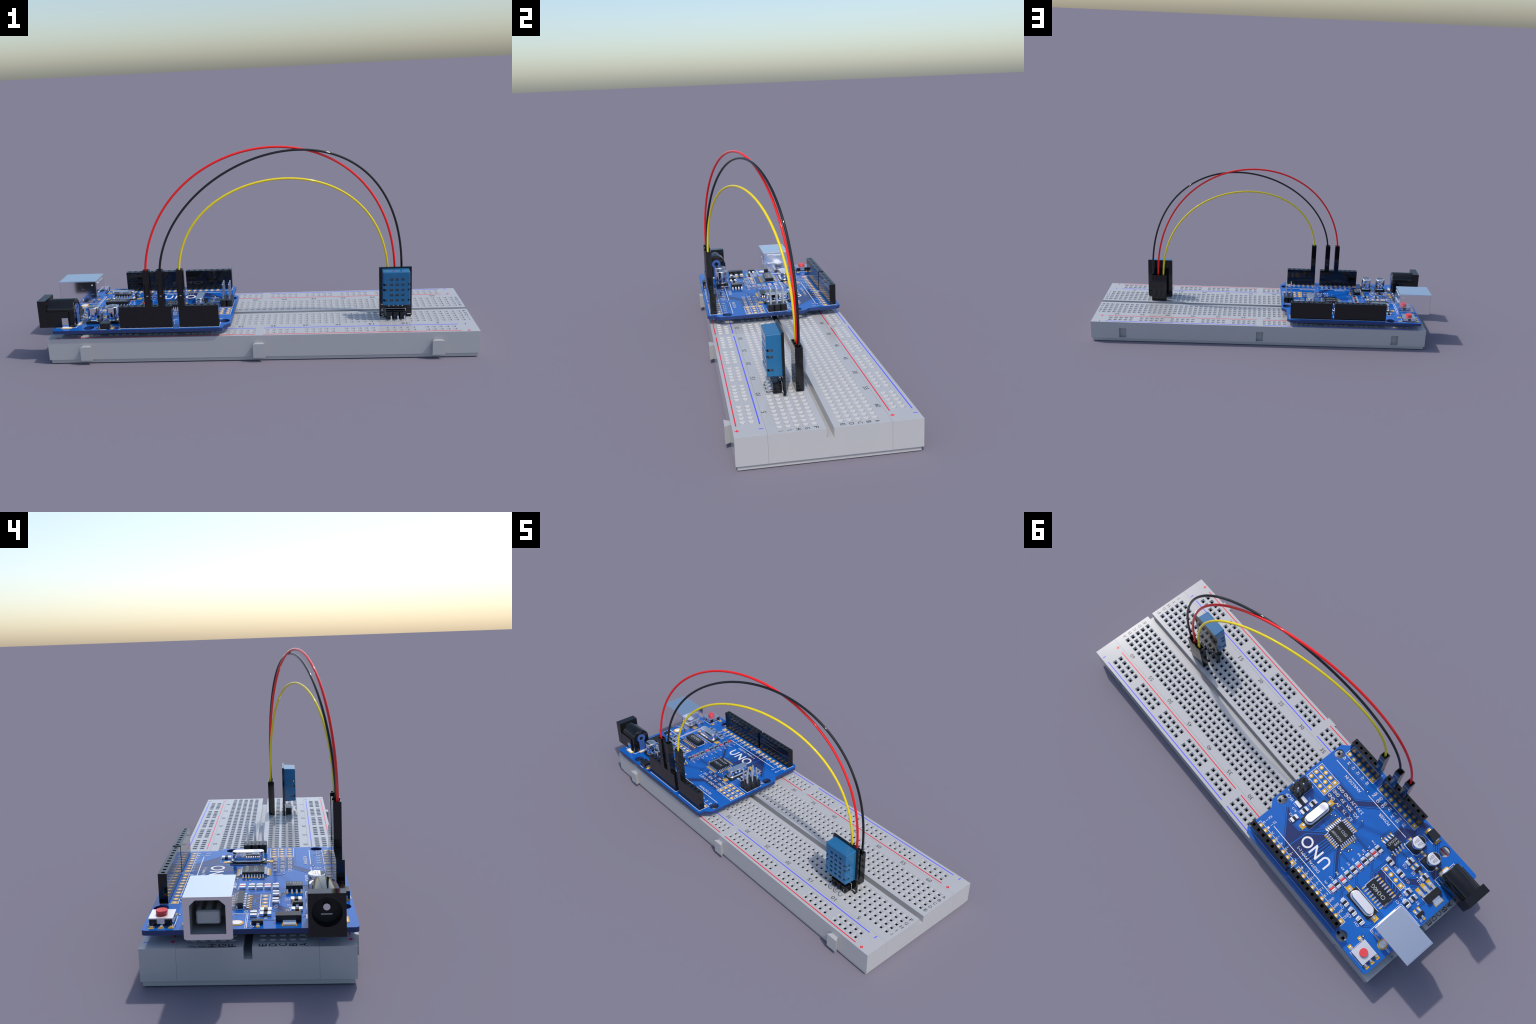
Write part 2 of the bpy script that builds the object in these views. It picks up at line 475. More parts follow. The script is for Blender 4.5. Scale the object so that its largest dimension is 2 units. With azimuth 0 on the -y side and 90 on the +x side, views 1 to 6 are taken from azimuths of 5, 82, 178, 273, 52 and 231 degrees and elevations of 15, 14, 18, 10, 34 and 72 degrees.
TRACES = [
    ((-0.177, 0.113), (-0.305, 0.236), (-0.314, 0.272)),
    ((-0.313, 0.269), (-0.315, 0.213), (-0.321, 0.127), (-0.375, 0.067)),
    ((-0.254, 0.143), (-0.291, 0.142), (-0.309, 0.122), (-0.374, 0.053)),
    ((-0.320, 0.073), (-0.335, 0.073), (-0.359, 0.049)),
    ((-0.311, 0.032), (-0.350, 0.032)),
    ((-0.326, -0.012), (-0.354, -0.012)),
    ((-0.341, -0.024), (-0.356, -0.024)),
    ((-0.312, -0.042), (-0.362, -0.042), (-0.379, -0.041)),
    ((-0.244, -0.047), (-0.334, -0.047), (-0.379, -0.047)),
    ((-0.249, -0.077), (-0.327, -0.077), (-0.382, -0.077), (-0.392, -0.055)),
    ((-0.247, -0.103), (-0.367, -0.103), (-0.398, -0.077), (-0.412, -0.058)),
    ((-0.191, -0.138), (-0.346, -0.138), (-0.423, -0.218), (-0.441, -0.250)),
    ((-0.366, -0.120), (-0.453, -0.207), (-0.480, -0.236), (-0.500, -0.250)),
    ((-0.366, -0.121), (-0.403, -0.093), (-0.423, -0.060)),
    ((-0.433, -0.098), (-0.450, -0.086), (-0.449, -0.056)),
    ((-0.178, -0.250), (-0.198, -0.232), (-0.223, -0.206), (-0.348, -0.204)),
    ((-0.233, -0.256), (-0.250, -0.238), (-0.370, -0.238)),
    ((-0.458, -0.031), (-0.546, -0.031)),
    ((-0.547, -0.004), (-0.558, -0.004)),
    ((-0.472, -0.009), (-0.483, -0.010)),
    ((-0.469, 0.046), (-0.486, 0.044), (-0.496, 0.035)),
    ((-0.473, 0.036), (-0.485, 0.034), (-0.500, 0.021)),
    ((-0.480, 0.065), (-0.556, 0.065)),
    ((-0.454, 0.069), (-0.507, 0.123), (-0.541, 0.154), (-0.543, 0.250)),
    ((-0.477, 0.069), (-0.548, 0.142)),
    ((-0.595, 0.078), (-0.624, 0.101), (-0.659, 0.099)),
    ((-0.597, -0.011), (-0.646, 0.036)),
    ((-0.632, 0.018), (-0.634, -0.056)),
    ((-0.664, -0.029), (-0.690, -0.005), (-0.719, -0.004), (-0.726, 0.001)),
    ((-0.700, -0.035), (-0.732, -0.006), (-0.736, 0.006)),
    ((-0.733, -0.021), (-0.749, -0.007), (-0.750, 0.006)),
    ((-0.755, -0.017), (-0.763, -0.009), (-0.763, 0.007)),
    ((-0.642, 0.001), (-0.653, 0.012)),
    ((-0.735, -0.076), (-0.772, -0.115), (-0.764, -0.129)),
    ((-0.756, -0.057), (-0.800, -0.095), (-0.834, -0.099)),
    ((-0.782, -0.062), (-0.799, -0.079), (-0.815, -0.081)),
    ((-0.544, -0.112), (-0.538, -0.116), (-0.541, -0.156), (-0.547, -0.163), (-0.557, -0.163), (-0.560, -0.209)),
    ((-0.636, -0.138), (-0.680, -0.140)),
    ((-0.629, -0.166), (-0.712, -0.175)),
    ((-0.641, -0.113), (-0.685, -0.073)),
    ((-0.621, -0.100), (-0.633, -0.086)),
    ((-0.705, -0.266), (-0.716, -0.265), (-0.732, -0.250)),
    ((-0.715, -0.277), (-0.740, -0.252)),
    ((-0.715, -0.288), (-0.745, -0.258)),
    ((-0.785, -0.224), (-0.812, -0.224)),
    ((-0.792, -0.200), (-0.842, -0.152)),
    ((-0.633, -0.238), (-0.616, -0.256), (-0.619, -0.274), (-0.637, -0.285)),
    ((-0.772, 0.199), (-0.793, 0.177), (-0.794, 0.139)),
    ((-0.666, 0.250), (-0.666, 0.230), (-0.679, 0.216), (-0.681, 0.201)),
    ((-0.626, 0.187), (-0.608, 0.169), (-0.607, 0.153)),
    ((-0.752, 0.107), (-0.768, 0.121), (-0.800, 0.115)),
    ((-0.760, 0.101), (-0.769, 0.106), (-0.799, 0.106)),
    ((-0.771, 0.027), (-0.798, 0.001)),
    ((-0.846, 0.016), (-0.852, -0.004), (-0.864, -0.013)),
    ((-0.861, -0.028), (-0.863, -0.069)),
    ((-0.913, 0.016), (-0.915, -0.019)),
    ((-0.395, 0.065), (-0.384, 0.228), (-0.369, 0.239), (-0.352, 0.252)),
    ((-0.407, 0.065), (-0.396, 0.240), (-0.381, 0.253)),
    ((-0.419, 0.065), (-0.408, 0.235), (-0.426, 0.252)),
    ((-0.430, 0.065), (-0.424, 0.224), (-0.457, 0.254)),
    ((-0.441, 0.065), (-0.437, 0.218), (-0.487, 0.256)),
    ((-0.451, 0.065), (-0.447, 0.206), (-0.517, 0.254)),
]
s = Shape()
for n, t in enumerate(TRACES):
    s.strip(list(t), 0.0086, Z - 0.0002, Z + 0.00025 + 0.000002 * n)
place("trace_clearance", s.mesh("trace_clearance", [M_GROOVE]), pcb)
s = Shape()
for n, t in enumerate(TRACES):
    s.strip(list(t), 0.0048, Z - 0.0002, Z + 0.00045 + 0.000002 * n)
place("copper_trace", s.mesh("copper_trace", [M_PCB]), pcb)

VIAS = [(-0.312, -0.042), (-0.326, -0.012), (-0.341, -0.024), (-0.364, -0.034), (-0.349, -0.204), (-0.433, -0.098), (-0.547, -0.030),
        (-0.547, -0.004), (-0.483, -0.010), (-0.473, 0.054), (-0.496, 0.035), (-0.500, 0.021), (-0.480, 0.066), (-0.603, 0.148),
        (-0.544, -0.112), (-0.626, -0.099), (-0.680, -0.140), (-0.712, -0.175), (-0.625, -0.171), (-0.766, -0.116), (-0.804, 0.223)]
ring, core = Shape(), Shape()
for x, y in VIAS:
    ring.disc(x, y, 0.0058, Z, Z + 0.0007, 14)
    core.disc(x, y, 0.0029, Z, Z + 0.0010, 12)
place("via", ring.mesh("via_ring", [M_GROOVE]), pcb, kind="stuff")
place("via", core.mesh("via_core", [M_SOLDER]), pcb, kind="stuff")

# plated holes --------------------------------------------------------------
PINX = {"analog": [-0.1681 - 0.03046 * k for k in range(6)], "power": [-0.3808 - 0.03034 * k for k in range(8)],
        "digital_a": [-0.1688 - 0.03037 * k for k in range(8)], "digital_b": [-0.4262 - 0.03034 * k for k in range(10)]}
HDR_N, HDR_P = -0.2860, 0.2878
SQUARE_END = {"analog", "power", "digital_a", "digital_b"}
pads = Shape(); fill = Shape()


def pad(x, y, square=False, r=0.0100):
    if square:
        pads.cbox(x, y, 0.0205, 0.0205, Z, Z + 0.0007)
    else:
        pads.disc(x, y, r, Z, Z + 0.0007, 20)
    fill.disc(x, y, 0.0048, Z, Z + 0.0011, 14)


for key, xs in PINX.items():
    yi, yo = (-0.2588, HDR_N) if key in ("analog", "power") else (0.2556, HDR_P)
    for k, x in enumerate(xs):
        pad(x, yi, k == len(xs) - 1)
        pads.cbox(x, yo, 0.017, 0.019, Z, Z + 0.0012)
for r in range(3):
    for k in range(4):
        pad(-0.1352 - 0.0304 * k, -0.0588 - 0.0302 * r, k == 3)
for k in range(4):
    pad(-0.6563 - 0.0305 * k, -0.0374, k == 3)
place("solder_pad", pads.mesh("solder_pads", [M_GOLD]), pcb, kind="stuff")
place("solder_fill", fill.mesh("solder_fills", [M_SOLDER]), pcb, kind="stuff")

# silkscreen lines ------------------------------------------------------------
s = Shape()
W, ZA, ZC = 0.0018, Z, Z + 0.0009
s.frame(-0.1530, -0.3360, -0.3035, -0.2445, W, ZA, ZC)
s.frame(-0.3658, -0.6080, -0.3035, -0.2443, W, ZA, ZC)
s.frame(-0.1522, -0.3965, 0.2424, 0.3028, W, ZA, ZC)
s.box(-0.4108, -0.6492, 0.2424, 0.2424 + W, ZA, ZC); s.box(-0.6640, -0.7140, 0.2418, 0.2418 + W, ZA, ZC)
s.box(-0.4108, -0.7140, 0.3028 - W, 0.3028, ZA, ZC)
s.box(-0.4108, -0.4108 - W, 0.2424 + W, 0.3028 - W, ZA, ZC); s.box(-0.7140, -0.7140 + W, 0.2418 + W, 0.3028 - W, ZA, ZC)
s.box(-0.1508, -0.3330, -0.1968, -0.1942, ZA, ZC); s.box(-0.3640, -0.6083, -0.1966, -0.1940, ZA, ZC)
s.box(-0.2080, -0.5860, 0.2125, 0.2153, ZA, ZC)
s.frame(-0.1203, -0.2412, -0.1352, -0.0437, W, ZA, ZC)
s.box(-0.1222, -0.2393, -0.1057, -0.1040, ZA, ZC); s.box(-0.1222, -0.2393, -0.0752, -0.0735, ZA, ZC)
s.frame(-0.6405, -0.7628, -0.0532, -0.0216, W, ZA, ZC)
s.frame(-0.1205, -0.1828, -0.0315, 0.0605, W, ZA, ZC)
# component outlines
s.box(-0.3165, -0.3183, -0.0330, 0.1050, ZA, ZC)
s.box(-0.6310, -0.7680, 0.1070, 0.1088, ZA, ZC)
for x0, x1, y0, y1 in ((-0.6500, -0.6518, 0.030, 0.0775), (-0.7690, -0.7708, 0.030, 0.0775)):
    s.box(x0, x1, y0, y1, ZA, ZC)
s.box(-0.6520, -0.7680, 0.0290, 0.0278, ZA, ZC); s.box(-0.6520, -0.7680, 0.0768, 0.0780, ZA, ZC)
s.box(-0.572, -0.586, -0.1030, -0.1046, ZA, ZC); s.box(-0.600, -0.618, -0.1030, -0.1046, ZA, ZC)
s.box(-0.6444, -0.7032, -0.2645, -0.2663, ZA, ZC); s.box(-0.6700, -0.6980, -0.3128, -0.3110, ZA, ZC)
for cx in (-0.6635, -0.7545):
    s.strip([(cx + 0.035, -0.195), (cx + 0.035, -0.1685), (cx - 0.020, -0.1685), (cx - 0.0345, -0.181), (cx - 0.0345, -0.195)], W, ZA, ZC)
s.strip([(-0.9220, 0.1855), (-0.8050, 0.1855), (-0.8050, 0.0125), (-0.9220, 0.0125)], W, ZA, ZC)
s.strip([(-0.8120, 0.1790), (-0.8120, 0.0170)], W * 0.7, ZA, ZC); s.strip([(-0.8125, 0.0170), (-0.9220, 0.0170)], W * 0.7, ZA, ZC)
s.strip([(-0.8560, -0.1655), (-0.8215, -0.1655), (-0.8215, -0.2757), (-0.9180, -0.2757)], W, ZA, ZC)
s.box(-0.8450, -0.8790, -0.0700, -0.0716, ZA, ZC); s.box(-0.8430, -0.8446, -0.0700, -0.1480, ZA, ZC)
s.box(-0.8770, -0.8960, 0.0000, 0.0014, ZA, ZC); s.box(-0.7350, -0.7510, -0.1230, -0.1216, ZA, ZC)
s.strip([(-0.8170, 0.2270), (-0.8920, 0.2270)], W, ZA, ZC); s.strip([(-0.8170, 0.3075), (-0.8920, 0.3075)], W, ZA, ZC)
s.strip([(-0.8150, 0.2350), (-0.8150, 0.3000)], W * 0.7, ZA, ZC)
place("silkscreen_outline", s.mesh("silkscreen_outline", [M_SILK]), pcb, kind="stuff")

# the large three-letter mark is drawn as strokes
s = Shape()
STW = 0.0080
cx, cy, ro = -0.3552, 0.1466, 0.0262
ringpts = circle(cx, cy, ro, 48), circle(cx, cy, ro - STW, 48)
for k in range(48):
    j = (k + 1) % 48
    s.prism([ringpts[0][k], ringpts[0][j], ringpts[1][j], ringpts[1][k]], ZA, ZC)
yb0, yt0 = 0.1212, 0.1722
s.box(-0.4350, -0.4350 + STW, yb0, yt0, ZA, ZC); s.box(-0.3895 - STW, -0.3895, yb0, yt0, ZA, ZC)
s.prism([(-0.4350 + STW, yt0), (-0.4350 + STW, yt0 - 0.0135), (-0.3895 - STW, yb0), (-0.3895 - STW, yb0 + 0.0135)], ZA, ZC)
ux, ur = -0.4690, 0.0215
path = [(ux - ur + STW / 2, yt0), (ux - ur + STW / 2, yb0 + ur)]
path += [(ux - (ur - STW / 2) * math.cos(math.radians(a)), yb0 + ur - (ur - STW / 2) * math.sin(math.radians(a))) for a in range(15, 180, 15)]
path += [(ux + ur - STW / 2, yb0 + ur), (ux + ur - STW / 2, yt0)]
s.strip(path, STW, ZA, ZC)
place("board_title", s.mesh("board_title", [M_SILK]), pcb)

H = 0.0135
words = [("ANALOG IN", -0.2820, -0.1772, 0.0985, 0.0140, 0), ("POWER", -0.4895, -0.1772, 0.0645, 0.0140, 0),
         ("DIGITAL PWM (~)", -0.4155, 0.1920, 0.1400, 0.0165, 0), ("ISCP", -0.1500, 0.0768, 0.0420, 0.0140, 0)]
for n, x in enumerate(PINX["analog"]):
    words.append(("A%d" % (5 - n), x + 0.0015, -0.2285, 0.0160, 0.0130, 90))
for t, x in zip(("VIN", "GND", "GND", "5V", "3.3V", "RES", "5V"), PINX["power"]):
    w = {3: 0.028, 2: 0.0185, 4: 0.032}[len(t)] + (0.004 if t == "GND" else 0)
    words.append((t, x + 0.0015, -0.2355 + w / 2, w, 0.0140, 90))
LAB = ["0", "1", "2", "~3", "4", "~5", "~6", "7", "8", "~9", "~10", "~11", "12", "13", "GND", "AREF", "SDA", "SCL"]
for t, x in zip(LAB, PINX["digital_a"] + PINX["digital_b"]):
    w = {"0": 0.0095, "GND": 0.026, "AREF": 0.027, "SDA": 0.021, "SCL": 0.021}.get(t, 0.0085 * len(t))
    words.append((t, x + 0.001, 0.2400 - w / 2, w, 0.0105 if "~" not in t else 0.0115, 90))
words += [("RX", -0.1675, 0.2012, 0.0170, 0.0105, 90), ("TX", -0.1975, 0.2008, 0.0170, 0.0105, 90)]
for y, row in ((-0.0647, (("GND", -0.2660, 0.038), ("5V", -0.3110, 0.022), ("TX", -0.3530, 0.022), ("RX", -0.3915, 0.023))),
               (-0.0920, (("GND", -0.2660, 0.038), ("5V", -0.3115, 0.022), ("SDA", -0.3530, 0.033), ("SCL", -0.3965, 0.030))),
               (-0.1195, (("GND", -0.2660, 0.038), ("GND", -0.3105, 0.038), ("3.3V", -0.3545, 0.034), ("3.3V", -0.3945, 0.034)))):
    words += [(t, x, y, w, 0.0145, 0) for t, x, w in row]
for t, y in zip(("R16", "L", "C8", "R8", "TX", "R7", "R9", "RX", "R17", "ON"), (-0.0725, -0.0441, -0.0158, 0.0106, 0.0440, 0.0720, 0.1042, 0.1358, 0.1687, 0.1976)):
    words.append((t, -0.5372, y, 0.0075 * len(t), 0.0085, 0))
for t, x, y in (("C4", -0.6784, -0.0728), ("C11", -0.7507, -0.0728), ("C15", -0.6988, -0.1060), ("U5", -0.7432, -0.1128), ("C13", -0.7877, -0.1080), ("SIO", -0.7692, -0.0445),
                ("C12", -0.7876, -0.0065), ("C1", -0.7903, 0.0195), ("R14", -0.8425, -0.0430), ("Q1", -0.9081, -0.0050), ("C16", -0.6553, 0.2115), ("C20", -0.7021, 0.2125),
                ("C21", -0.7499, 0.2125), ("R13", -0.2067, 0.0975), ("C2", -0.2139, 0.1234)):
    words.append((t, x, y, 0.0078 * len(t), 0.0098, 0))
lettering(words, "silkscreen_lettering", M_SILK, pcb, Z, 0.0010, kind="stuff")
s = Shape()                                   # arrows beside the serial pins
for x in (-0.1684, -0.1985):
    s.strip([(x, 0.2125), (x, 0.2255)], 0.0014, ZA, ZC)
place("serial_arrow", s.mesh("serial_arrow", [M_SILK]), pcb)

# socket headers --------------------------------------------------------------
HZ0, HZ1, HW = 0.1660, 0.2652, 0.0290
for key, xs in PINX.items():
    yc = HDR_N if key in ("analog", "power") else HDR_P
    x0, x1 = min(xs) - (0.0135 if key == "analog" else 0.0149), max(xs) + 0.0150
    s = Shape()
    perforated(s, x0, x1, yc - HW / 2, yc + HW / 2, HZ1, xs, [yc], lambda i, j: True, 0.0064, 0.0054, 0.0012, 0.070)
    for a, b, c, d in ((x0, x1, yc - HW / 2, yc - HW / 2), (x1, x0, yc + HW / 2, yc + HW / 2)):
        s.add([(a, c, HZ0), (b, c, HZ0), (b, d, HZ1), (a, d, HZ1)], [(0, 1, 2, 3)])
    for x, flip in ((x0, True), (x1, False)):
        s.add([(x, yc - HW / 2, HZ0), (x, yc + HW / 2, HZ0), (x, yc + HW / 2, HZ1), (x, yc - HW / 2, HZ1)], [(3, 2, 1, 0) if flip else (0, 1, 2, 3)])
    s.add([(x0, yc - HW / 2, HZ0), (x1, yc - HW / 2, HZ0), (x1, yc + HW / 2, HZ0), (x0, yc + HW / 2, HZ0)], [(3, 2, 1, 0)])
    header = place("socket_header", s.mesh("socket_header", [M_BLACK, M_PIT_DARK]), board)
    s = Shape()
    for x in xs:
        s.cbox(x, yc, 0.006, 0.006, Z, HZ0 + 0.001)
        s.lathe([(0.0066, ZB + 0.001), (0.0062, ZB - 0.004), (0.0035, ZB - 0.010), (0.0022, ZB - 0.0165)], x, yc, 12)
    place("pin", s.mesh("header_pins", [M_CHROME]), header, kind="stuff")

# 2 x 3 programming pin header ----------------------------------------------------
s, p, tl = Shape(), Shape(), Shape()
for x in (-0.1662, -0.1358):
    for y in (-0.0148, 0.0150, 0.0448):
        h, c = 0.0148, 0.0048
        s.prism([(x - h + c, y - h), (x + h - c, y - h), (x + h, y - h + c), (x + h, y + h - c), (x + h - c, y + h), (x - h + c, y + h), (x - h, y + h - c), (x - h, y - h + c)], Z + 0.0015, 0.1975)
        w = 0.0034
        p.cbox(x, y, 2 * w, 2 * w, Z, 0.2725)
        p.add([(x - w, y - w, 0.2725), (x + w, y - w, 0.2725), (x + w, y + w, 0.2725), (x - w, y + w, 0.2725),
               (x - w / 2, y - w / 2, 0.2775), (x + w / 2, y - w / 2, 0.2775), (x + w / 2, y + w / 2, 0.2775), (x - w / 2, y + w / 2, 0.2775)],
              [(0, 1, 5, 4), (1, 2, 6, 5), (2, 3, 7, 6), (3, 0, 4, 7), (4, 5, 6, 7)])
        p.lathe([(0.0066, ZB + 0.001), (0.0062, ZB - 0.004), (0.0035, ZB - 0.010), (0.0022, ZB - 0.0165)], x, y, 12)
        s.cbox(x, y, 0.0150, 0.0304 if y < 0.04 else 0.015, Z + 0.002, 0.1955)
pin_header = place("pin_header", s.mesh("pin_header", [M_CHIP]), board, bevel=0.0008)
place("pin", p.mesh("programming_pins", [M_TIN]), pin_header, kind="stuff")

# chip resistors, capacitors and lights ---------------------------------------------
ZT = 0.1722


def chip_part(length, width, top, end):
    b, e = Shape(), Shape()
    b.box(-length / 2 + end, length / 2 - end, -width / 2 + 0.0006, width / 2 - 0.0006, Z + 0.001, top - 0.0006)
    for sg in (-1, 1):
        e.box(sg * length / 2, sg * (length / 2 - end), -width / 2, width / 2, Z + 0.0014, top)
    g = Shape()
    for sg in (-1, 1):
        g.box(sg * (length / 2 - 0.0008), sg * (length / 2 - end + 0.001), -width / 2 - 0.0002, width / 2 + 0.0002, Z, Z + 0.0014)
    k = Shape()                                # corner marks of the printed outline
    k.box(-length / 2 + 0.004, length / 2 - 0.002, -width / 2 - 0.0034, -width / 2 - 0.0020, Z, Z + 0.0009)
    k.box(length / 2 + 0.0026, length / 2 + 0.0040, -width / 2 - 0.0034, 0.002, Z, Z + 0.0009)
    return b, e, g, k


def chip_meshes(tag, length, width, top, end, bodymat):
    b, e, g, k = chip_part(length, width, top, end)
    return [b.mesh(tag + "_body", [bodymat]), e.mesh(tag + "_terminals", [M_TIN]), g.mesh(tag + "_pads", [M_GOLD]), k.mesh(tag + "_outline", [M_SILK])]


L_, W_, E_ = 0.0358, 0.0208, 0.0122
KIND = {"resistor": chip_meshes("chip_resistor", L_, W_, ZT, E_, M_CHIP), "capacitor": chip_meshes("chip_capacitor", L_, W_, ZT, E_, M_BROWN)}
bl = Shape(); bl.box(-0.0002, L_ / 2 - E_, -W_ / 2 + 0.0006, W_ / 2 - 0.0006, Z + 0.001, ZT - 0.0006, 1)
bl.box(-L_ / 2 + E_, -0.0002, -W_ / 2 + 0.0006, W_ / 2 - 0.0006, Z + 0.001, ZT - 0.0008, 0)
KIND["led"] = [bl.mesh("status_light_body", [M_LED2, M_LED])] + KIND["resistor"][1:]
KIND["large"] = chip_meshes("polyfuse", 0.0500, 0.0345, 0.1745, 0.0165, M_CHIP)


def put_chip(kind, name, x, y, rot):
    mw = Matrix.Translation((x, y, 0)) @ Matrix.Rotation(math.radians(rot), 4, "Z")
    me = KIND[kind]
    o = place(name, me[0], board, mw)
    place("terminal", me[1], o, mw, bevel=0.0007)
    place("landing_pad", me[2], o, mw)
    place("printed_outline", me[3], o, mw)


XR = -0.5733
for kind, name, y in (("resistor", "chip_resistor", -0.0703), ("led", "status_light", -0.0429), ("capacitor", "chip_capacitor", -0.0158), ("resistor", "chip_resistor", 0.0111),
                      ("led", "status_light", 0.0423), ("resistor", "chip_resistor", 0.0725), ("resistor", "chip_resistor", 0.1035), ("led", "status_light", 0.1353),
                      ("resistor", "chip_resistor", 0.1673), ("led", "status_light", 0.1941)):
    put_chip(kind, name, XR, y, 180)
for x, y in ((-0.6440, -0.0710), (-0.7113, -0.0708), (-0.6522, 0.1927), (-0.7012, 0.1925), (-0.7499, 0.1927), (-0.8205, -0.0049)):
    put_chip("resistor", "chip_resistor", x, y, 0)
for x, y in ((-0.7879, -0.0421), (-0.8219, -0.0415), (-0.6980, -0.1371), (-0.7862, -0.1381), (-0.2384, 0.0169), (-0.2391, 0.0670), (-0.2385, 0.1235)):
    put_chip("resistor", "chip_resistor", x, y, 90)
put_chip("large", "resettable_fuse", -0.2015, 0.0535, 90)


# gull-wing packages -------------------------------------------------------------
def gull_pins(rows):
    """rows: (x, y, dx, dy, pin width, reach) -> leg from the body wall outwards in direction (dx, dy)"""
    leg, padm = Shape(), Shape()
    for x, y, dx, dy, w, reach, z1 in rows:
        nx, ny = -dy, dx

        def band(d0, z0, d1, zz1, t=0.0018):
            pts = []
            for d, z in ((d0, z0), (d1, zz1)):
                for sg in (-1, 1):
                    for dz in (0, -t):
                        pts.append((x + dx * d + nx * sg * w / 2, y + dy * d + ny * sg * w / 2, z + dz))
            leg.add(pts, [(0, 2, 6, 4), (1, 5, 7, 3), (0, 4, 5, 1), (2, 3, 7, 6), (4, 6, 7, 5), (0, 1, 3, 2)])
        band(-0.002, z1, 0.30 * reach, z1)
        band(0.30 * reach, z1, 0.42 * reach, Z + 0.0035)
        band(0.42 * reach, Z + 0.0035, 0.68 * reach, Z + 0.0032)
        a, b = 0.36 * reach, reach
        px, py = x + dx * (a + b) / 2, y + dy * (a + b) / 2
        sxx, syy = (b - a, w * 1.3) if dx else (w * 1.3, b - a)
        for pts in (stadium(px, py, b - a, w * 1.25, "x" if dx else "y", 5),):
            padm.prism(pts, Z, Z + 0.0013)
    return leg, padm


def package(name, body, rows, words, zt, bevel=0.0016):
    b = Shape()
    b.box(*body, Z + 0.003, zt)
    o = place(name, b.mesh(name, [M_CHIP]), board, bevel=bevel)
    leg, padm = gull_pins(rows)
    place("pin", leg.mesh(name + "_pins", [M_TIN]), o, kind="stuff")
    place("solder_pad", padm.mesh(name + "_pads", [M_GOLD]), o, kind="stuff")
    if words:
        lettering(words, "chip_marking", M_MARK, o, zt, 0.0004)
    return o


qx0, qx1, qy0, qy1 = -0.4552, -0.3780, -0.0275, 0.0512
rows = []
for k in range(8):
    yk = -0.0238 + 0.0709 / 7 * k
    xk = -0.4500 + 0.0690 / 7 * k
    rows += [(qx1, yk, 1, 0, 0.0054, 0.0225, 0.1722), (qx0, yk, -1, 0, 0.0054, 0.0225, 0.1722), (xk, qy1, 0, 1, 0.0054, 0.0220, 0.1722), (xk, qy0, 0, -1, 0.0054, 0.0240, 0.1722)]
package("microcontroller_chip", (qx0, qx1, qy0, qy1), rows,
        [("MEGA328P", -0.4165, 0.0345, 0.0640, 0.0100, 0), ("0923 PH", -0.4150, 0.0025, 0.0590, 0.0140, 0)], 0.1790)
rows = []
for k in range(4):
    yk = -0.1082 - 0.0157 * k
    rows += [(-0.5730, yk, 1, 0, 0.0062, 0.0240, 0.1730), (-0.6165, yk, -1, 0, 0.0062, 0.0240, 0.1730)]
package("amplifier_chip", (-0.6165, -0.5730, -0.1600, -0.1045), rows,
        [("LM358", -0.5868, -0.1337, 0.0480, 0.0112, -90), ("8AK", -0.6035, -0.1445, 0.0310, 0.0112, -90)], 0.1835)
rows = []
for k in range(8):
    xk = -0.6552 - 0.0154 * k
    rows += [(xk, 0.0760, 0, 1, 0.0058, 0.0215, 0.1730), (xk, 0.0300, 0, -1, 0.0058, 0.0260, 0.1730)]
ch = package("serial_converter_chip", (-0.7670, -0.6525, 0.0300, 0.0760), rows,
             [("CH340G", -0.7085, 0.0575, 0.0790, 0.0175, 0)], 0.1835)
s = Shape(); s.disc(-0.7590, 0.0375, 0.0026, 0.1835, 0.1838, 14)
place("pin_one_dot", s.mesh("pin_one_dot", [M_BROWN]), ch)

# voltage regulator
reg = Shape(); reg.box(-0.8790, -0.8458, -0.1500, -0.0730, Z + 0.003, 0.1850)
o = place("voltage_regulator", reg.mesh("voltage_regulator", [M_CHIP]), board, bevel=0.0016)
leg, padm = gull_pins([(-0.8458, y, 1, 0, 0.0135, 0.0480, 0.1725) for y in (-0.1395, -0.1105, -0.0812)])
padm = Shape()
for y in (-0.1395, -0.1105, -0.0812):
    padm.cbox(-0.8165, y, 0.0350, 0.0185, Z, Z + 0.0013)
padm.cbox(-0.8950, -0.1135, 0.0290, 0.0440, Z, Z + 0.0013)
leg.prism([(Z + 0.0015, -0.0), (Z + 0.0045, 0.0), (Z + 0.0045, 0.001), (Z + 0.0015, 0.001)], 0, 0.0001, axis="y")
for a, b, z0, z1 in ((-0.8780, -0.8870, 0.1725, 0.1725), (-0.8870, -0.8910, 0.1725, Z + 0.004), (-0.8910, -0.9070, Z + 0.004, Z + 0.004)):
    leg.add([(a, -0.1330, z0), (a, -0.0945, z0), (b, -0.0945, z1), (b, -0.1330, z1), (a, -0.1330, z0 - 0.002), (a, -0.0945, z0 - 0.002), (b, -0.0945, z1 - 0.002), (b, -0.1330, z1 - 0.002)],
            [(0, 1, 2, 3), (7, 6, 5, 4), (0, 3, 7, 4), (1, 5, 6, 2), (2, 6, 7, 3)])
place("pin", leg.mesh("regulator_pins", [M_TIN]), o, kind="stuff")
place("solder_pad", padm.mesh("regulator_pads", [M_GOLD]), o, kind="stuff")

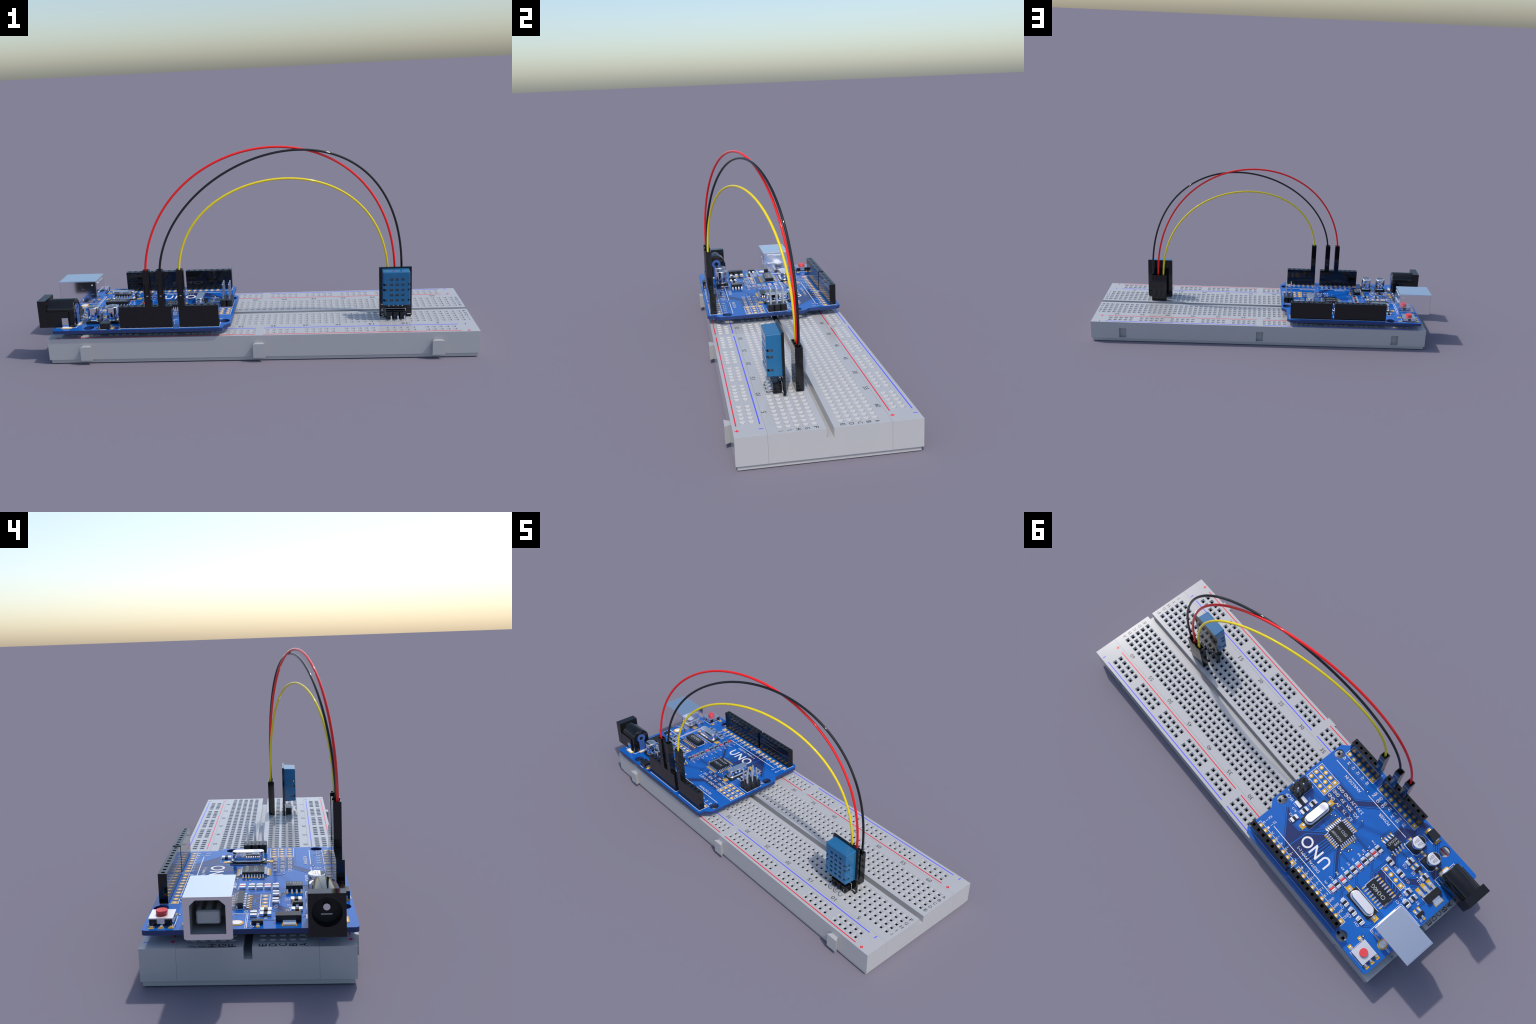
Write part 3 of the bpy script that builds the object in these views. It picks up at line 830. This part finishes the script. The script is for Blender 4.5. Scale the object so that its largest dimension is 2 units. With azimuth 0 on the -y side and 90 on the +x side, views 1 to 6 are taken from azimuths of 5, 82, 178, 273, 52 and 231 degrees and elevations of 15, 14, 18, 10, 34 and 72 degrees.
# three-legged transistors
for (x0, x1, y0, y1), (ya_, yb_), yc_ in (((-0.8955, -0.8785, -0.0365, -0.0020), (-0.0305, -0.0098), -0.0212), ((-0.7505, -0.7362, -0.1575, -0.1243), (-0.1495, -0.1283), -0.1390)):
    b = Shape(); b.box(x0, x1, y0, y1, Z + 0.002, 0.1762)
    o = place("transistor", b.mesh("transistor", [M_CHIP]), board, bevel=0.0012)
    leg, padm = gull_pins([(x1, ya_, 1, 0, 0.0085, 0.0200, 0.1705), (x1, yb_, 1, 0, 0.0085, 0.0200, 0.1705), (x0, yc_, -1, 0, 0.0085, 0.0200, 0.1705)])
    padm = Shape()
    for x, y in ((x1 + 0.0115, ya_), (x1 + 0.0115, yb_), (x0 - 0.0115, yc_)):
        padm.cbox(x, y, 0.0180, 0.0115, Z, Z + 0.0013)
    place("pin", leg.mesh("transistor_pins", [M_TIN]), o, kind="stuff")
    place("solder_pad", padm.mesh("transistor_pads", [M_GOLD]), o, kind="stuff")

# power diode at the board edge
b = Shape(); b.box(-0.7005, -0.6535, -0.3085, -0.2725, Z + 0.0025, 0.1915)
o = place("diode", b.mesh("diode", [M_CHIP]), board, bevel=0.0014)
leg, padm = Shape(), Shape()
for sg, x in ((1, -0.6535), (-1, -0.7005)):
    leg.box(x - sg * 0.001, x + sg * 0.0045, -0.3000, -0.2810, Z + 0.0015, 0.1770)
    padm.cbox(x + sg * 0.0035, -0.2890, 0.0185, 0.0300, Z, Z + 0.0013)
place("terminal", leg.mesh("diode_terminals", [M_TIN]), o, bevel=0.001)
place("solder_pad", padm.mesh("diode_pads", [M_GOLD]), o)

# electrolytic capacitors
for cx in (-0.6635, -0.7545):
    cy = -0.2050
    h, c = 0.0312, 0.013
    b = Shape()
    b.prism([(cx - h, cy - h + 0.0), (cx + h, cy - h), (cx + h, cy + h), (cx - h + c, cy + h), (cx - h, cy + h - c)], Z + 0.001, Z + 0.0140)
    o = place("electrolytic_capacitor", b.mesh("capacitor_base", [M_CHIP]), board, bevel=0.0006)
    can = Shape()
    can.lathe([(0.0282, Z + 0.0135), (0.0288, Z + 0.0150), (0.0288, Z + 0.0165), (0.0274, Z + 0.0185), (0.0274, Z + 0.0195), (0.0288, Z + 0.0220), (0.0288, 0.2372), (0.0284, 0.2392), (0.0274, 0.2406), (0.0262, 0.2410)], cx, cy, 48)
    place("capacitor_can", can.mesh("capacitor_can", [M_CHROME]), o)
    top = Shape(); top.disc(cx, cy, 0.0263, 0.2405, 0.2413, 48)
    place("can_top", top.mesh("can_top", [M_CAN]), o)
    seg = Shape()
    pts = [(cx + 0.0262 * math.sin(math.radians(a)), cy - 0.0262 * math.cos(math.radians(a))) for a in range(-62, 63, 4)]
    seg.prism(pts, 0.2410, 0.2417)
    place("polarity_segment", seg.mesh("polarity_segment", [M_CHIP]), o)
    lettering([("25V", cx + 0.0090, cy + 0.0055, 0.0250, 0.0115, 90), ("220", cx - 0.0090, cy + 0.0030, 0.0220, 0.0115, 90)], "capacitor_marking", M_CAP_INK, o, 0.2413, 0.0004)
    leg, padm = Shape(), Shape()
    for sg in (1, -1):
        leg.cbox(cx + sg * 0.0340, cy, 0.0080, 0.0085, Z + 0.0015, Z + 0.0040)
        padm.cbox(cx + sg * 0.0375, cy, 0.0120, 0.0150, Z, Z + 0.0013)
    place("terminal", leg.mesh("capacitor_terminals", [M_TIN]), o)
    place("solder_pad", padm.mesh("capacitor_pads", [M_GOLD]), o)

# quartz crystals
for cx, cy, along in ((-0.2866, 0.0362, "y"), (-0.7000, 0.1382, "x")):
    b = Shape()
    sx_, sy_ = (0.0590, 0.1380) if along == "y" else (0.1370, 0.0565)
    b.cbox(cx, cy, sx_, sy_, Z + 0.0005, Z + 0.0055)
    o = place("quartz_crystal", b.mesh("crystal_base", [M_CHIP]), board, bevel=0.0008)
    can = Shape()
    can.prism(stadium(cx, cy, 0.1275, 0.0460, along, 14), Z + 0.0055, Z + 0.0100, 0, smooth=True)
    can.prism(stadium(cx, cy, 0.1185, 0.0375, along, 14), Z + 0.0095, 0.2072, 0, smooth=True)
    place("crystal_can", can.mesh("crystal_can", [M_CHROME]), o, bevel=0.0018, segments=3)
    top = Shape(); top.prism(stadium(cx, cy, 0.1150, 0.0340, along, 14), 0.2060, 0.2074)
    place("can_top", top.mesh("crystal_top", [M_CAN]), o)
    leg, padm = Shape(), Shape()
    for sg in (1, -1):
        dx, dy = (0, sg) if along == "y" else (sg, 0)
        px, py = cx + dx * 0.0800, cy + dy * 0.0800
        padm.cbox(px, py, 0.0255, 0.0255, Z, Z + 0.0013)
        leg.cbox(cx + dx * 0.0735, cy + dy * 0.0735, 0.0105 + abs(dx) * 0.004, 0.0105 + abs(dy) * 0.004, Z + 0.0012, Z + 0.0040)
    place("terminal", leg.mesh("crystal_terminals", [M_TIN]), o, bevel=0.0006)
    place("solder_pad", padm.mesh("crystal_pads", [M_GOLD]), o)

# reset button ----------------------------------------------------------------------
bx0, bx1, by0, by1 = -0.8905, -0.8180, 0.2308, 0.3042
b = Shape(); b.box(bx0 + 0.002, bx1 - 0.002, by0 + 0.002, by1 - 0.002, Z + 0.001, 0.1835)
o = place("reset_button", b.mesh("button_housing", [M_BLACK]), board, bevel=0.0006)
cvr = Shape()
cvr.box(bx0, bx1, by0, by1, 0.1835, 0.1868)
cxm = (bx0 + bx1) / 2; cym = (by0 + by1) / 2
for y, d in ((by0, 1), (by1, -1)):              # side aprons with a window
    cvr.prism([(0.1835, bx0), (0.1835, cxm - 0.009), (0.1690, cxm - 0.009), (0.1690, bx0 + 0.010), (0.1740, bx0)], y, y + d * 0.0022, axis="y")
    cvr.prism([(0.1835, bx1), (0.1835, cxm + 0.009), (0.1690, cxm + 0.009), (0.1690, bx1 - 0.010), (0.1740, bx1)], y, y + d * 0.0022, axis="y")
    cvr.box(cxm - 0.009, cxm + 0.009, y, y + d * 0.0022, 0.1690, 0.1730)
for x, d in ((bx0, 1), (bx1, -1)):
    cvr.box(x, x + d * 0.0022, cym - 0.0115, cym + 0.0115, 0.1690, 0.1835)
place("button_cover", cvr.mesh("button_cover", [M_CAN]), o)
cap = Shape(); cap.lathe([(0.0180, 0.1860), (0.0180, 0.1988), (0.0174, 0.2002)], -0.8546, 0.2690, 40)
place("button_cap", cap.mesh("button_cap", [M_BUTTON]), o)
leg, padm = Shape(), Shape()
for x, y in ((-0.8030, 0.2395), (-0.8030, 0.2935), (-0.9035, 0.2350), (-0.9040, 0.2640), (-0.9045, 0.2930)):
    padm.cbox(x, y, 0.0190, 0.0165, Z, Z + 0.0013)
    sg = 1 if x > -0.85 else -1
    xe = bx1 if sg > 0 else bx0
    leg.box(xe - sg * 0.002, x + sg * 0.001, y - 0.0042, y + 0.0042, Z + 0.0012, Z + 0.0046)
place("terminal", leg.mesh("button_terminals", [M_TIN]), o, bevel=0.0008)
place("solder_pad", padm.mesh("button_pads", [M_GOLD]), o)

# square data connector ---------------------------------------------------------------
UX0, UX1, UY0, UY1, UZ0, UZ1 = -0.9998, -0.8095, 0.0445, 0.1832, 0.1640, 0.2905
t = 0.0030
mouth = [(0.0630, 0.1812), (0.0630, 0.2655), (0.0800, 0.2810), (0.1475, 0.2810), (0.1645, 0.2655), (0.1645, 0.1812)]
c = 0.006
front = [(UY0 + c, UZ0), (UY1 - c, UZ0), (UY1, UZ0 + c), (UY1, UZ1), (UY0, UZ1), (UY0, UZ0 + c)]
face = plate([front, mouth], 0, 0.0030, "shell_face", [M_SHELL, M_SHELL])
face.transform(Matrix(((0, 0, 1, UX0), (1, 0, 0, 0), (0, 1, 0, 0), (0, 0, 0, 1))))
s = Shape()
s.box(UX0 + t, UX1, UY0, UY1, UZ1 - t, UZ1)                       # roof
s.box(UX0 + t, UX1 - t, UY0, UY0 + t, UZ0, UZ1 - t)               # sides
s.box(UX0 + t, UX1 - t, UY1 - t, UY1, UZ0, UZ1 - t)
s.box(UX1 - t, UX1, UY0, UY1, UZ0 + 0.004, UZ1 - t)               # back
s.box(UX0 + t, UX1 - t, UY0 + t, UY1 - t, UZ0, UZ0 + t)
usb = place("data_connector", s.mesh("connector_shell", [M_SHELL]), board, bevel=0.0012)
place("connector_face", face, usb)
s = Shape()
for z in (0.2735, 0.2262):                                        # stiffening ribs on the back
    s.prism(stadium((UY0 + UY1) / 2 - 0.003, z, 0.0880, 0.0068, "x", 8), UX1 - 0.001, UX1 + 0.0042, axis="x", smooth=True)
for x, z in ((-0.8325, 0.2690), (-0.8300, 0.1928), (-0.8860, 0.1935)):
    for y, d in ((UY0, -1), (UY1, 1)):
        n = 14
        s.add([(x + 0.0040 * math.cos(2 * math.pi * k / n), y, z + 0.0040 * math.sin(2 * math.pi * k / n)) for k in range(n)]
              + [(x + 0.0024 * math.cos(2 * math.pi * k / n), y + d * 0.0022, z + 0.0024 * math.sin(2 * math.pi * k / n)) for k in range(n)],
              [((k, (k + 1) % n, n + (k + 1) % n, n + k) if d < 0 else (n + k, n + (k + 1) % n, (k + 1) % n, k)) for k in range(n)]
              + [tuple(range(n, 2 * n)) if d < 0 else tuple(range(n, 2 * n))[::-1]], 0, True)
place("shell_embossing", s.mesh("shell_embossing", [M_SHELL]), usb, bevel=0.0028, segments=3)
s = Shape()
for y, d in ((UY0, -1), (UY1, 1)):                                # latch springs
    s.box(-0.8890, -0.8720, y, y + d * 0.0012, 0.2485, 0.2500); s.box(-0.8890, -0.8875, y, y + d * 0.0012, 0.2500, 0.2690)
    s.box(-0.8415, -0.8240, y, y + d * 0.0012, 0.2195, 0.2210); s.box(-0.8415, -0.8400, y, y + d * 0.0012, 0.2210, 0.2390)
place("latch_spring", s.mesh("latch_spring", [M_CHROME]), usb)
s = Shape()
liner = [(p[0] + (0.001 if p[0] > 0.11 else -0.001), p[1]) for p in mouth]
n = len(liner)
s.add([(UX0 + 0.0028, *p) for p in mouth] + [(-0.862, *p) for p in mouth],
      [(k, (k + 1) % n, n + (k + 1) % n, n + k) for k in range(n)] + [tuple(range(n, 2 * n))])
place("connector_liner", s.mesh("connector_liner", [M_LINER]), usb)
s = Shape(); s.box(-0.9700, -0.8600, 0.0815, 0.1505, 0.1985, 0.2385)
place("connector_tongue", s.mesh("connector_tongue", [M_WHITE]), usb, bevel=0.0040, segments=1)
s = Shape()
for y in (0.1000, 0.1300):
    s.box(-0.9600, -0.8620, y - 0.006, y + 0.006, 0.2380, 0.2400)
    s.box(-0.9640, -0.8620, y - 0.006, y + 0.006, 0.1970, 0.1990)
place("contact", s.mesh("connector_contacts", [M_BROWN]), usb)
padm, sol = Shape(), Shape()
for y in (0.0415, 0.1850):
    padm.disc(-0.8795, y, 0.0205, Z, Z + 0.0013, 32)
    sol.disc(-0.8795, y, 0.0142, Z, Z + 0.0030, 28)
place("solder_pad", padm.mesh("connector_pads", [M_GOLD]), usb)
place("solder_fill", sol.mesh("connector_solder", [M_SOLDER]), usb)

# barrel power jack ---------------------------------------------------------------------
JX0, JX1, JY0, JY1, JZ0, JZ1 = -0.9945, -0.9560, -0.2738, -0.1665, 0.1645, 0.2928
JCY, JCZ = -0.2198, 0.2400


def ring_x(r, cy, cz, n=48):
    return [(cy + r * math.cos(2 * math.pi * k / n), cz + r * math.sin(2 * math.pi * k / n)) for k in range(n)]


bore = 0.0433
face = plate([[(JY0, JZ0), (JY1, JZ0), (JY1, JZ1), (JY0, JZ1)], ring_x(bore, JCY, 0.2372)], 0, JX1 - JX0, "jack_flange", [M_BLACK, M_BLACK])
face.transform(Matrix(((0, 0, 1, JX0), (1, 0, 0, 0), (0, 1, 0, 0), (0, 0, 0, 1))))
jack = place("power_jack", face, board)
s = Shape()
rp = ring_x(0.0468, JCY, JCZ, 64)
n = 64
s.add([(JX1 - 0.001, *p) for p in rp] + [(-0.8315, *p) for p in rp] + [(-0.8285, JCY + (p[0] - JCY) * 0.93, JCZ + (p[1] - JCZ) * 0.93) for p in rp],
      [(l * n + k, (l + 1) * n + k, (l + 1) * n + (k + 1) % n, l * n + (k + 1) % n) for l in range(2) for k in range(n)], 0, True)
s.f.append(tuple(2 * n + k for k in range(n))); s.m.append(0); s.smooth.append(False)
s.box(JX1 - 0.001, -0.8535, JY0 + 0.0006, JY1 - 0.0006, JZ0, 0.2388)
s.box(-0.8540, -0.8310, JCY - 0.0468, JCY + 0.0468, JZ0, 0.2400)
place("jack_barrel", s.mesh("jack_barrel", [M_BLACK]), jack, bevel=0.0008)
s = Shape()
s.prism(ring_x(bore + 0.0008, JCY, 0.2372, 48), JX1 - 0.0030, JX1 - 0.0012, axis="x")  # shallow near-black floor disc in place of a deep tube
place("jack_bore_dark_disc", s.mesh("jack_bore_dark_disc", [M_PIT_DARK]), jack)
s = Shape()
s.prism(ring_x(0.0100, JCY, 0.2472, 32), -0.9790, -0.9565, axis="x", smooth=True)      # centre contact
s.box(-0.9700, -0.9565, JCY - 0.0160, JCY + 0.0160, 0.2218, 0.2240)              # spring contact
place("centre_pin", s.mesh("centre_pin", [M_CHROME]), jack)
# rear lug: flat ring on a strap, and the side lug
s = Shape()
ro, ri = ring_x(0.0238, JCY, JCZ, 48), ring_x(0.0105, JCY, JCZ, 48)
n = 48
s.add([(-0.8256, *q) for q in ro] + [(-0.8256, *q) for q in ri], [(k, (k + 1) % n, n + (k + 1) % n, n + k) for k in range(n)], 1)
s.add([(-0.8256, *q) for q in ro] + [(-0.8290, *q) for q in ro], [(n + k, n + (k + 1) % n, (k + 1) % n, k) for k in range(n)], 0, True)
s.add([(-0.8256, *q) for q in ri] + [(-0.8290, *q) for q in ri], [(k, (k + 1) % n, n + (k + 1) % n, n + k) for k in range(n)], 0, True)
place("jack_lug", s.mesh("rear_lug", [M_CHROME, M_LUG]), jack)
s = Shape()
s.box(-0.8283, -0.8257, JCY - 0.0165, JCY + 0.0165, Z, JCZ - 0.0160)
place("jack_lug", s.mesh("lug_strap", [M_LUG]), jack, bevel=0.0006)
s = Shape()
s.box(-0.8860, -0.8560, JY0 - 0.0030, JY0 + 0.001, Z, 0.2108)
place("jack_lug", s.mesh("jack_lug", [M_CHROME]), jack, bevel=0.0008)
padm, sol = Shape(), Shape()
padm.prism(stadium(-0.8215, JCY - 0.001, 0.0560, 0.0230, "y", 10), Z, Z + 0.0013)
sol.prism(stadium(-0.8215, JCY - 0.001, 0.0460, 0.0140, "y", 10), Z, Z + 0.0026)
padm.prism(stadium(-0.8660, -0.2790, 0.0560, 0.0240, "x", 10), Z, Z + 0.0013)
sol.prism(stadium(-0.8660, -0.2790, 0.0450, 0.0135, "x", 10), Z, Z + 0.0026)
place("solder_pad", padm.mesh("jack_pads", [M_GOLD]), jack)
place("solder_fill", sol.mesh("jack_solder", [M_SOLDER]), jack)

# =================================================================== SENSOR MODULE
sensor = thing("sensor_module", (0.653, -0.12, 0.1195), "small upright humidity sensor with perforated blue case", "sensor")
SPX0, SPX1, SPY0, SPY1, SPZ0, SPZ1 = 0.5790, 0.7285, -0.1005, -0.0915, 0.1212, 0.3628
k = 0.006
loop = [(SPZ0, SPX0 + k), (SPZ0, SPX1 - k), (SPZ0 + k, SPX1), (SPZ1, SPX1), (SPZ1, SPX0), (SPZ0 + k, SPX0)]
s = Shape(); s.prism(loop, SPY0, SPY1, axis="y")
place("sensor_board", s.mesh("sensor_board", [M_BLACK]), sensor, bevel=0.0006)

FX0, FX1, FY0, FY1, FZ0, FZ1 = 0.5905, 0.7168, -0.1553, -0.1008, 0.1925, 0.3558
s = Shape()
d = 0.0022                                                         # mould draft towards the front
s.add([(FX0 + d, FY0, FZ0 + d), (FX1 - d, FY0, FZ0 + d), (FX1 - d, FY0, FZ1 - d), (FX0 + d, FY0, FZ1 - d),
       (FX0, FY1, FZ0), (FX1, FY1, FZ0), (FX1, FY1, FZ1), (FX0, FY1, FZ1)],
      [(0, 1, 2, 3), (7, 6, 5, 4), (4, 5, 1, 0), (5, 6, 2, 1), (6, 7, 3, 2), (7, 4, 0, 3)])
bm = bmesh.new()
me = s.mesh("sensor_case_blank", [M_SENSOR])
bm.from_mesh(me)
es = [e for e in bm.edges if min(v.co.y for v in e.verts) < -0.13]
bmesh.ops.bevel(bm, geom=es, offset=0.0045, segments=4, profile=0.5, affect="EDGES")
bm.to_mesh(me); bm.free()
cutter = Shape()
cutter.box(FX0 + 0.006, FX1 - 0.006, FY0 + 0.0055, FY1 + 0.004, FZ0 + 0.006, FZ1 - 0.006)
me = cut(me, cutter.mesh("cavity", []), "sensor_case")
ROWS = (0.3190, 0.2940, 0.2690, 0.2445, 0.2197)
cutter = Shape()
for r, z in enumerate(ROWS):
    for x in (0.6285, 0.6543, 0.6803):
        cutter.box(x - 0.0073, x + 0.0073, FY0 - 0.004, FY0 + 0.012, z - 0.0058, z + 0.0058)
    if r in (1, 2, 4):
        cutter.box(FX0 - 0.004, 0.6088, FY0 - 0.004, -0.1312, z - 0.0052, z + 0.0052)
        cutter.box(0.6998, FX1 + 0.004, FY0 - 0.004, -0.1312, z - 0.0052, z + 0.0052)
me = cut(me, cutter.mesh("grille", []), "sensor_case")
me.materials.clear(); me.materials.append(M_SENSOR)
for p in me.polygons:
    p.material_index = 0
    p.use_smooth = False
place("sensor_case", me, sensor)
s = Shape(); s.box(FX0 + 0.0110, FX1 - 0.0110, -0.1455, -0.1100, FZ0 + 0.008, FZ1 - 0.008)
place("sensing_element", s.mesh("sensing_element", [M_SENSE_IN]), sensor)
s = Shape()
for x in (0.6230, 0.6435, 0.6640, 0.6845):                          # legs below the case
    s.box(x - 0.0022, x + 0.0022, -0.1060, -0.1035, 0.1780, 0.1960)
    s.disc(x, -0.1040, 0.004, 0.1740, 0.1790, 10)
place("sensor_leg", s.mesh("sensor_legs", [M_TIN]), sensor, kind="stuff")
s = Shape()
for k in range(3):
    x = 0.6227 + 0.0303 * k
    h, c = 0.0151, 0.004
    s.prism([(x - h + c, -0.1340), (x + h - c, -0.1340), (x + h, -0.1300), (x + h, -0.1045), (x - h, -0.1045), (x - h, -0.1300)], 0.1235, 0.1560)
ph = place("angled_header", s.mesh("angled_header", [M_BLACK]), sensor, bevel=0.0014)
s = Shape()
for x in (0.6283, 0.6590, 0.6893):
    r = 0.0030
    path = [(-0.128, 0.1420), (-0.146, 0.1420)] + [(-0.146 - 0.0105 * math.sin(math.radians(a)), 0.1315 + 0.0105 * math.cos(math.radians(a))) for a in range(15, 91, 15)] + [(-0.1565, 0.1100)]
    prev = None
    for i, (y, z) in enumerate(path):
        a = path[max(0, i - 1)]; b = path[min(len(path) - 1, i + 1)]
        dv = Vector((b[0] - a[0], b[1] - a[1])).normalized(); nv = (-dv.y, dv.x)
        ringv = [(x - r, y + nv[0] * r, z + nv[1] * r), (x + r, y + nv[0] * r, z + nv[1] * r), (x + r, y - nv[0] * r, z - nv[1] * r), (x - r, y - nv[0] * r, z - nv[1] * r)]
        if prev:
            s.add(prev + ringv, [(q, (q + 1) % 4, 4 + (q + 1) % 4, 4 + q) for q in range(4)])
        prev = ringv
place("pin", s.mesh("sensor_pins", [M_CHROME]), ph)
s = Shape()                                                        # pin tails soldered through the back
for x in (0.6230, 0.6435, 0.6640, 0.6845):
    for z in (0.1800, 0.1520):
        s.box(x - 0.0030, x + 0.0030, -0.0920, -0.0880, z - 0.003, z + 0.003)
place("solder_joint", s.mesh("sensor_joints", [M_CHROME]), sensor, bevel=0.0012, kind="stuff")
s = Shape()
yy0, yy1 = SPY0 - 0.0007, SPY0 + 0.0004
s.box(0.6045, 0.7010, yy0, yy1, 0.1605, 0.1622); s.box(0.6045, 0.6062, yy0, yy1, 0.1250, 0.1605); s.box(0.6993, 0.7010, yy0, yy1, 0.1250, 0.1605)
s.box(0.6045, 0.7010, yy0, yy1, 0.1845, 0.1862); s.box(0.7075, 0.7235, yy0, yy1, 0.1330, 0.1362)
s.box(0.5860, 0.6010, yy0, yy1, 0.1820, 0.1850)
place("silkscreen_outline", s.mesh("sensor_outline", [M_SILK]), sensor)
mw = Matrix.Translation((0.5935, SPY0, 0.136)) @ Matrix.Rotation(math.radians(90), 4, "X")
lettering([("S", 0, -0.0060, 0.0120, 0.0150, 0), ("E", 0, 0.0200, 0.0085, 0.0120, 0)], "silkscreen_lettering", M_SILK, sensor, 0, 0.0007, mw)

# =================================================================== JUMPER WIRES
HB, HH = 0.0146, 0.1675                        # housing half width and height
s = Shape()
s.box(-HB, HB, -HB, HB, 0, HH)
blank = s.mesh("plug_blank", [M_BLACK])
c_ = Shape()
c_.box(-HB + 0.0034, HB - 0.0034, -HB + 0.0034, HB - 0.0034, HH - 0.030, HH + 0.01)
blank = cut(blank, c_.mesh("socket", []), "plug_housing")
c_ = Shape()
for sg in (-1, 1):                              # slits on both sides of the latch tongue
    c_.box(sg * 0.0082, sg * 0.0108, -HB - 0.01, -HB + 0.0050, 0.0660, 0.1080)
blank = cut(blank, c_.mesh("latch_slits", []), "plug_housing")
c_ = Shape()
c_.box(-0.0104, 0.0104, -HB - 0.01, -HB + 0.0022, 0.0625, 0.0650)
c_.box(-0.0125, 0.0125, -HB - 0.01, -HB + 0.0045, 0.0460, 0.0510)
HOUSING = cut(blank, c_.mesh("latch", []), "plug_housing")
HOUSING.materials.clear(); HOUSING.materials.append(M_BLACK)
for p in HOUSING.polygons:
    p.material_index = 0
    p.use_smooth = False
clip = Shape(); clip.box(-0.0045, 0.0045, -HB + 0.0012, -HB + 0.0040, 0.0465, 0.0505)
CLIP = clip.mesh("latch_clip", [M_TIN])
tip = Shape(); tip.cbox(0, 0, 0.006, 0.006, -0.020, 0.002)
TIP = tip.mesh("plug_tip", [M_TIN])

WIRES = [("red", M_WIRE_RED, [(-0.4725, -0.2880, 0.4180), (-0.4396, -0.2966, 0.8293), (-0.0848, -0.1965, 1.0686), (0.3378, -0.1234, 1.0590), (0.6768, -0.0218, 0.8108), (0.6570, -0.0341, 0.2780)], 0.6524),
         ("black", M_WIRE_BLACK, [(-0.4080, -0.2885, 0.4180), (-0.3815, -0.2838, 0.7685), (-0.0011, -0.1910, 1.0247), (0.4174, -0.1061, 1.0624), (0.7189, -0.0190, 0.8333), (0.6875, -0.0343, 0.2780)], 0.6824),
         ("yellow", M_WIRE_YELLOW, [(-0.3200, -0.2880, 0.4180), (-0.3057, -0.2837, 0.7369), (-0.0022, -0.2117, 0.8961), (0.3739, -0.0983, 0.8866), (0.6338, -0.0332, 0.6823), (0.6260, -0.0325, 0.2780)], 0.6224)]
PLUG_X = {"red": -0.4700, "black": -0.4090, "yellow": -0.3185}


def bezier(ctrl, u):
    """Point and unit tangent on a Bezier curve of any degree (de Casteljau)."""
    q = list(ctrl)
    while len(q) > 2:
        q = [a.lerp(b, u) for a, b in zip(q, q[1:])]
    return q[0].lerp(q[1], u), (q[1] - q[0]).normalized()


for color, mat, ctrl, end_x in WIRES:
    ctrl = [Vector(q) for q in ctrl]
    A, D = ctrl[0], ctrl[-1]
    w = thing("jumper_wire", A, "thin %s jumper wire arching between two black plugs" % color, "jumper wire")
    N, K, r = 96, 14, 0.0052
    s = Shape()
    rings = []
    for i in range(N + 1):
        u = i / N
        p, tg = bezier(ctrl, u)
        side = Vector((-0.22, 0.975, 0)); side = (side - tg * side.dot(tg)).normalized()
        up = tg.cross(side)
        rings.append([p + r * (math.cos(2 * math.pi * q / K) * side + math.sin(2 * math.pi * q / K) * up) for q in range(K)])
    vs = [tuple(p) for rg in rings for p in rg]
    s.add(vs, [(i * K + q, i * K + (q + 1) % K, (i + 1) * K + (q + 1) % K, (i + 1) * K + q) for i in range(N) for q in range(K)]
          + [tuple(range(K))[::-1], tuple(N * K + q for q in range(K))], 0, True)
    place("wire_insulation", s.mesh("wire_insulation_" + color, [mat]), w)
    for x, y, z in ((PLUG_X[color], HDR_N - 0.0004, HZ1), (end_x, -0.0345, 0.1222)):
        mw = Matrix.Translation((x, y, z))
        h = place("plug_housing", HOUSING, w, mw)
        place("latch_clip", CLIP, h, mw)
        place("plug_tip", TIP, h, mw)
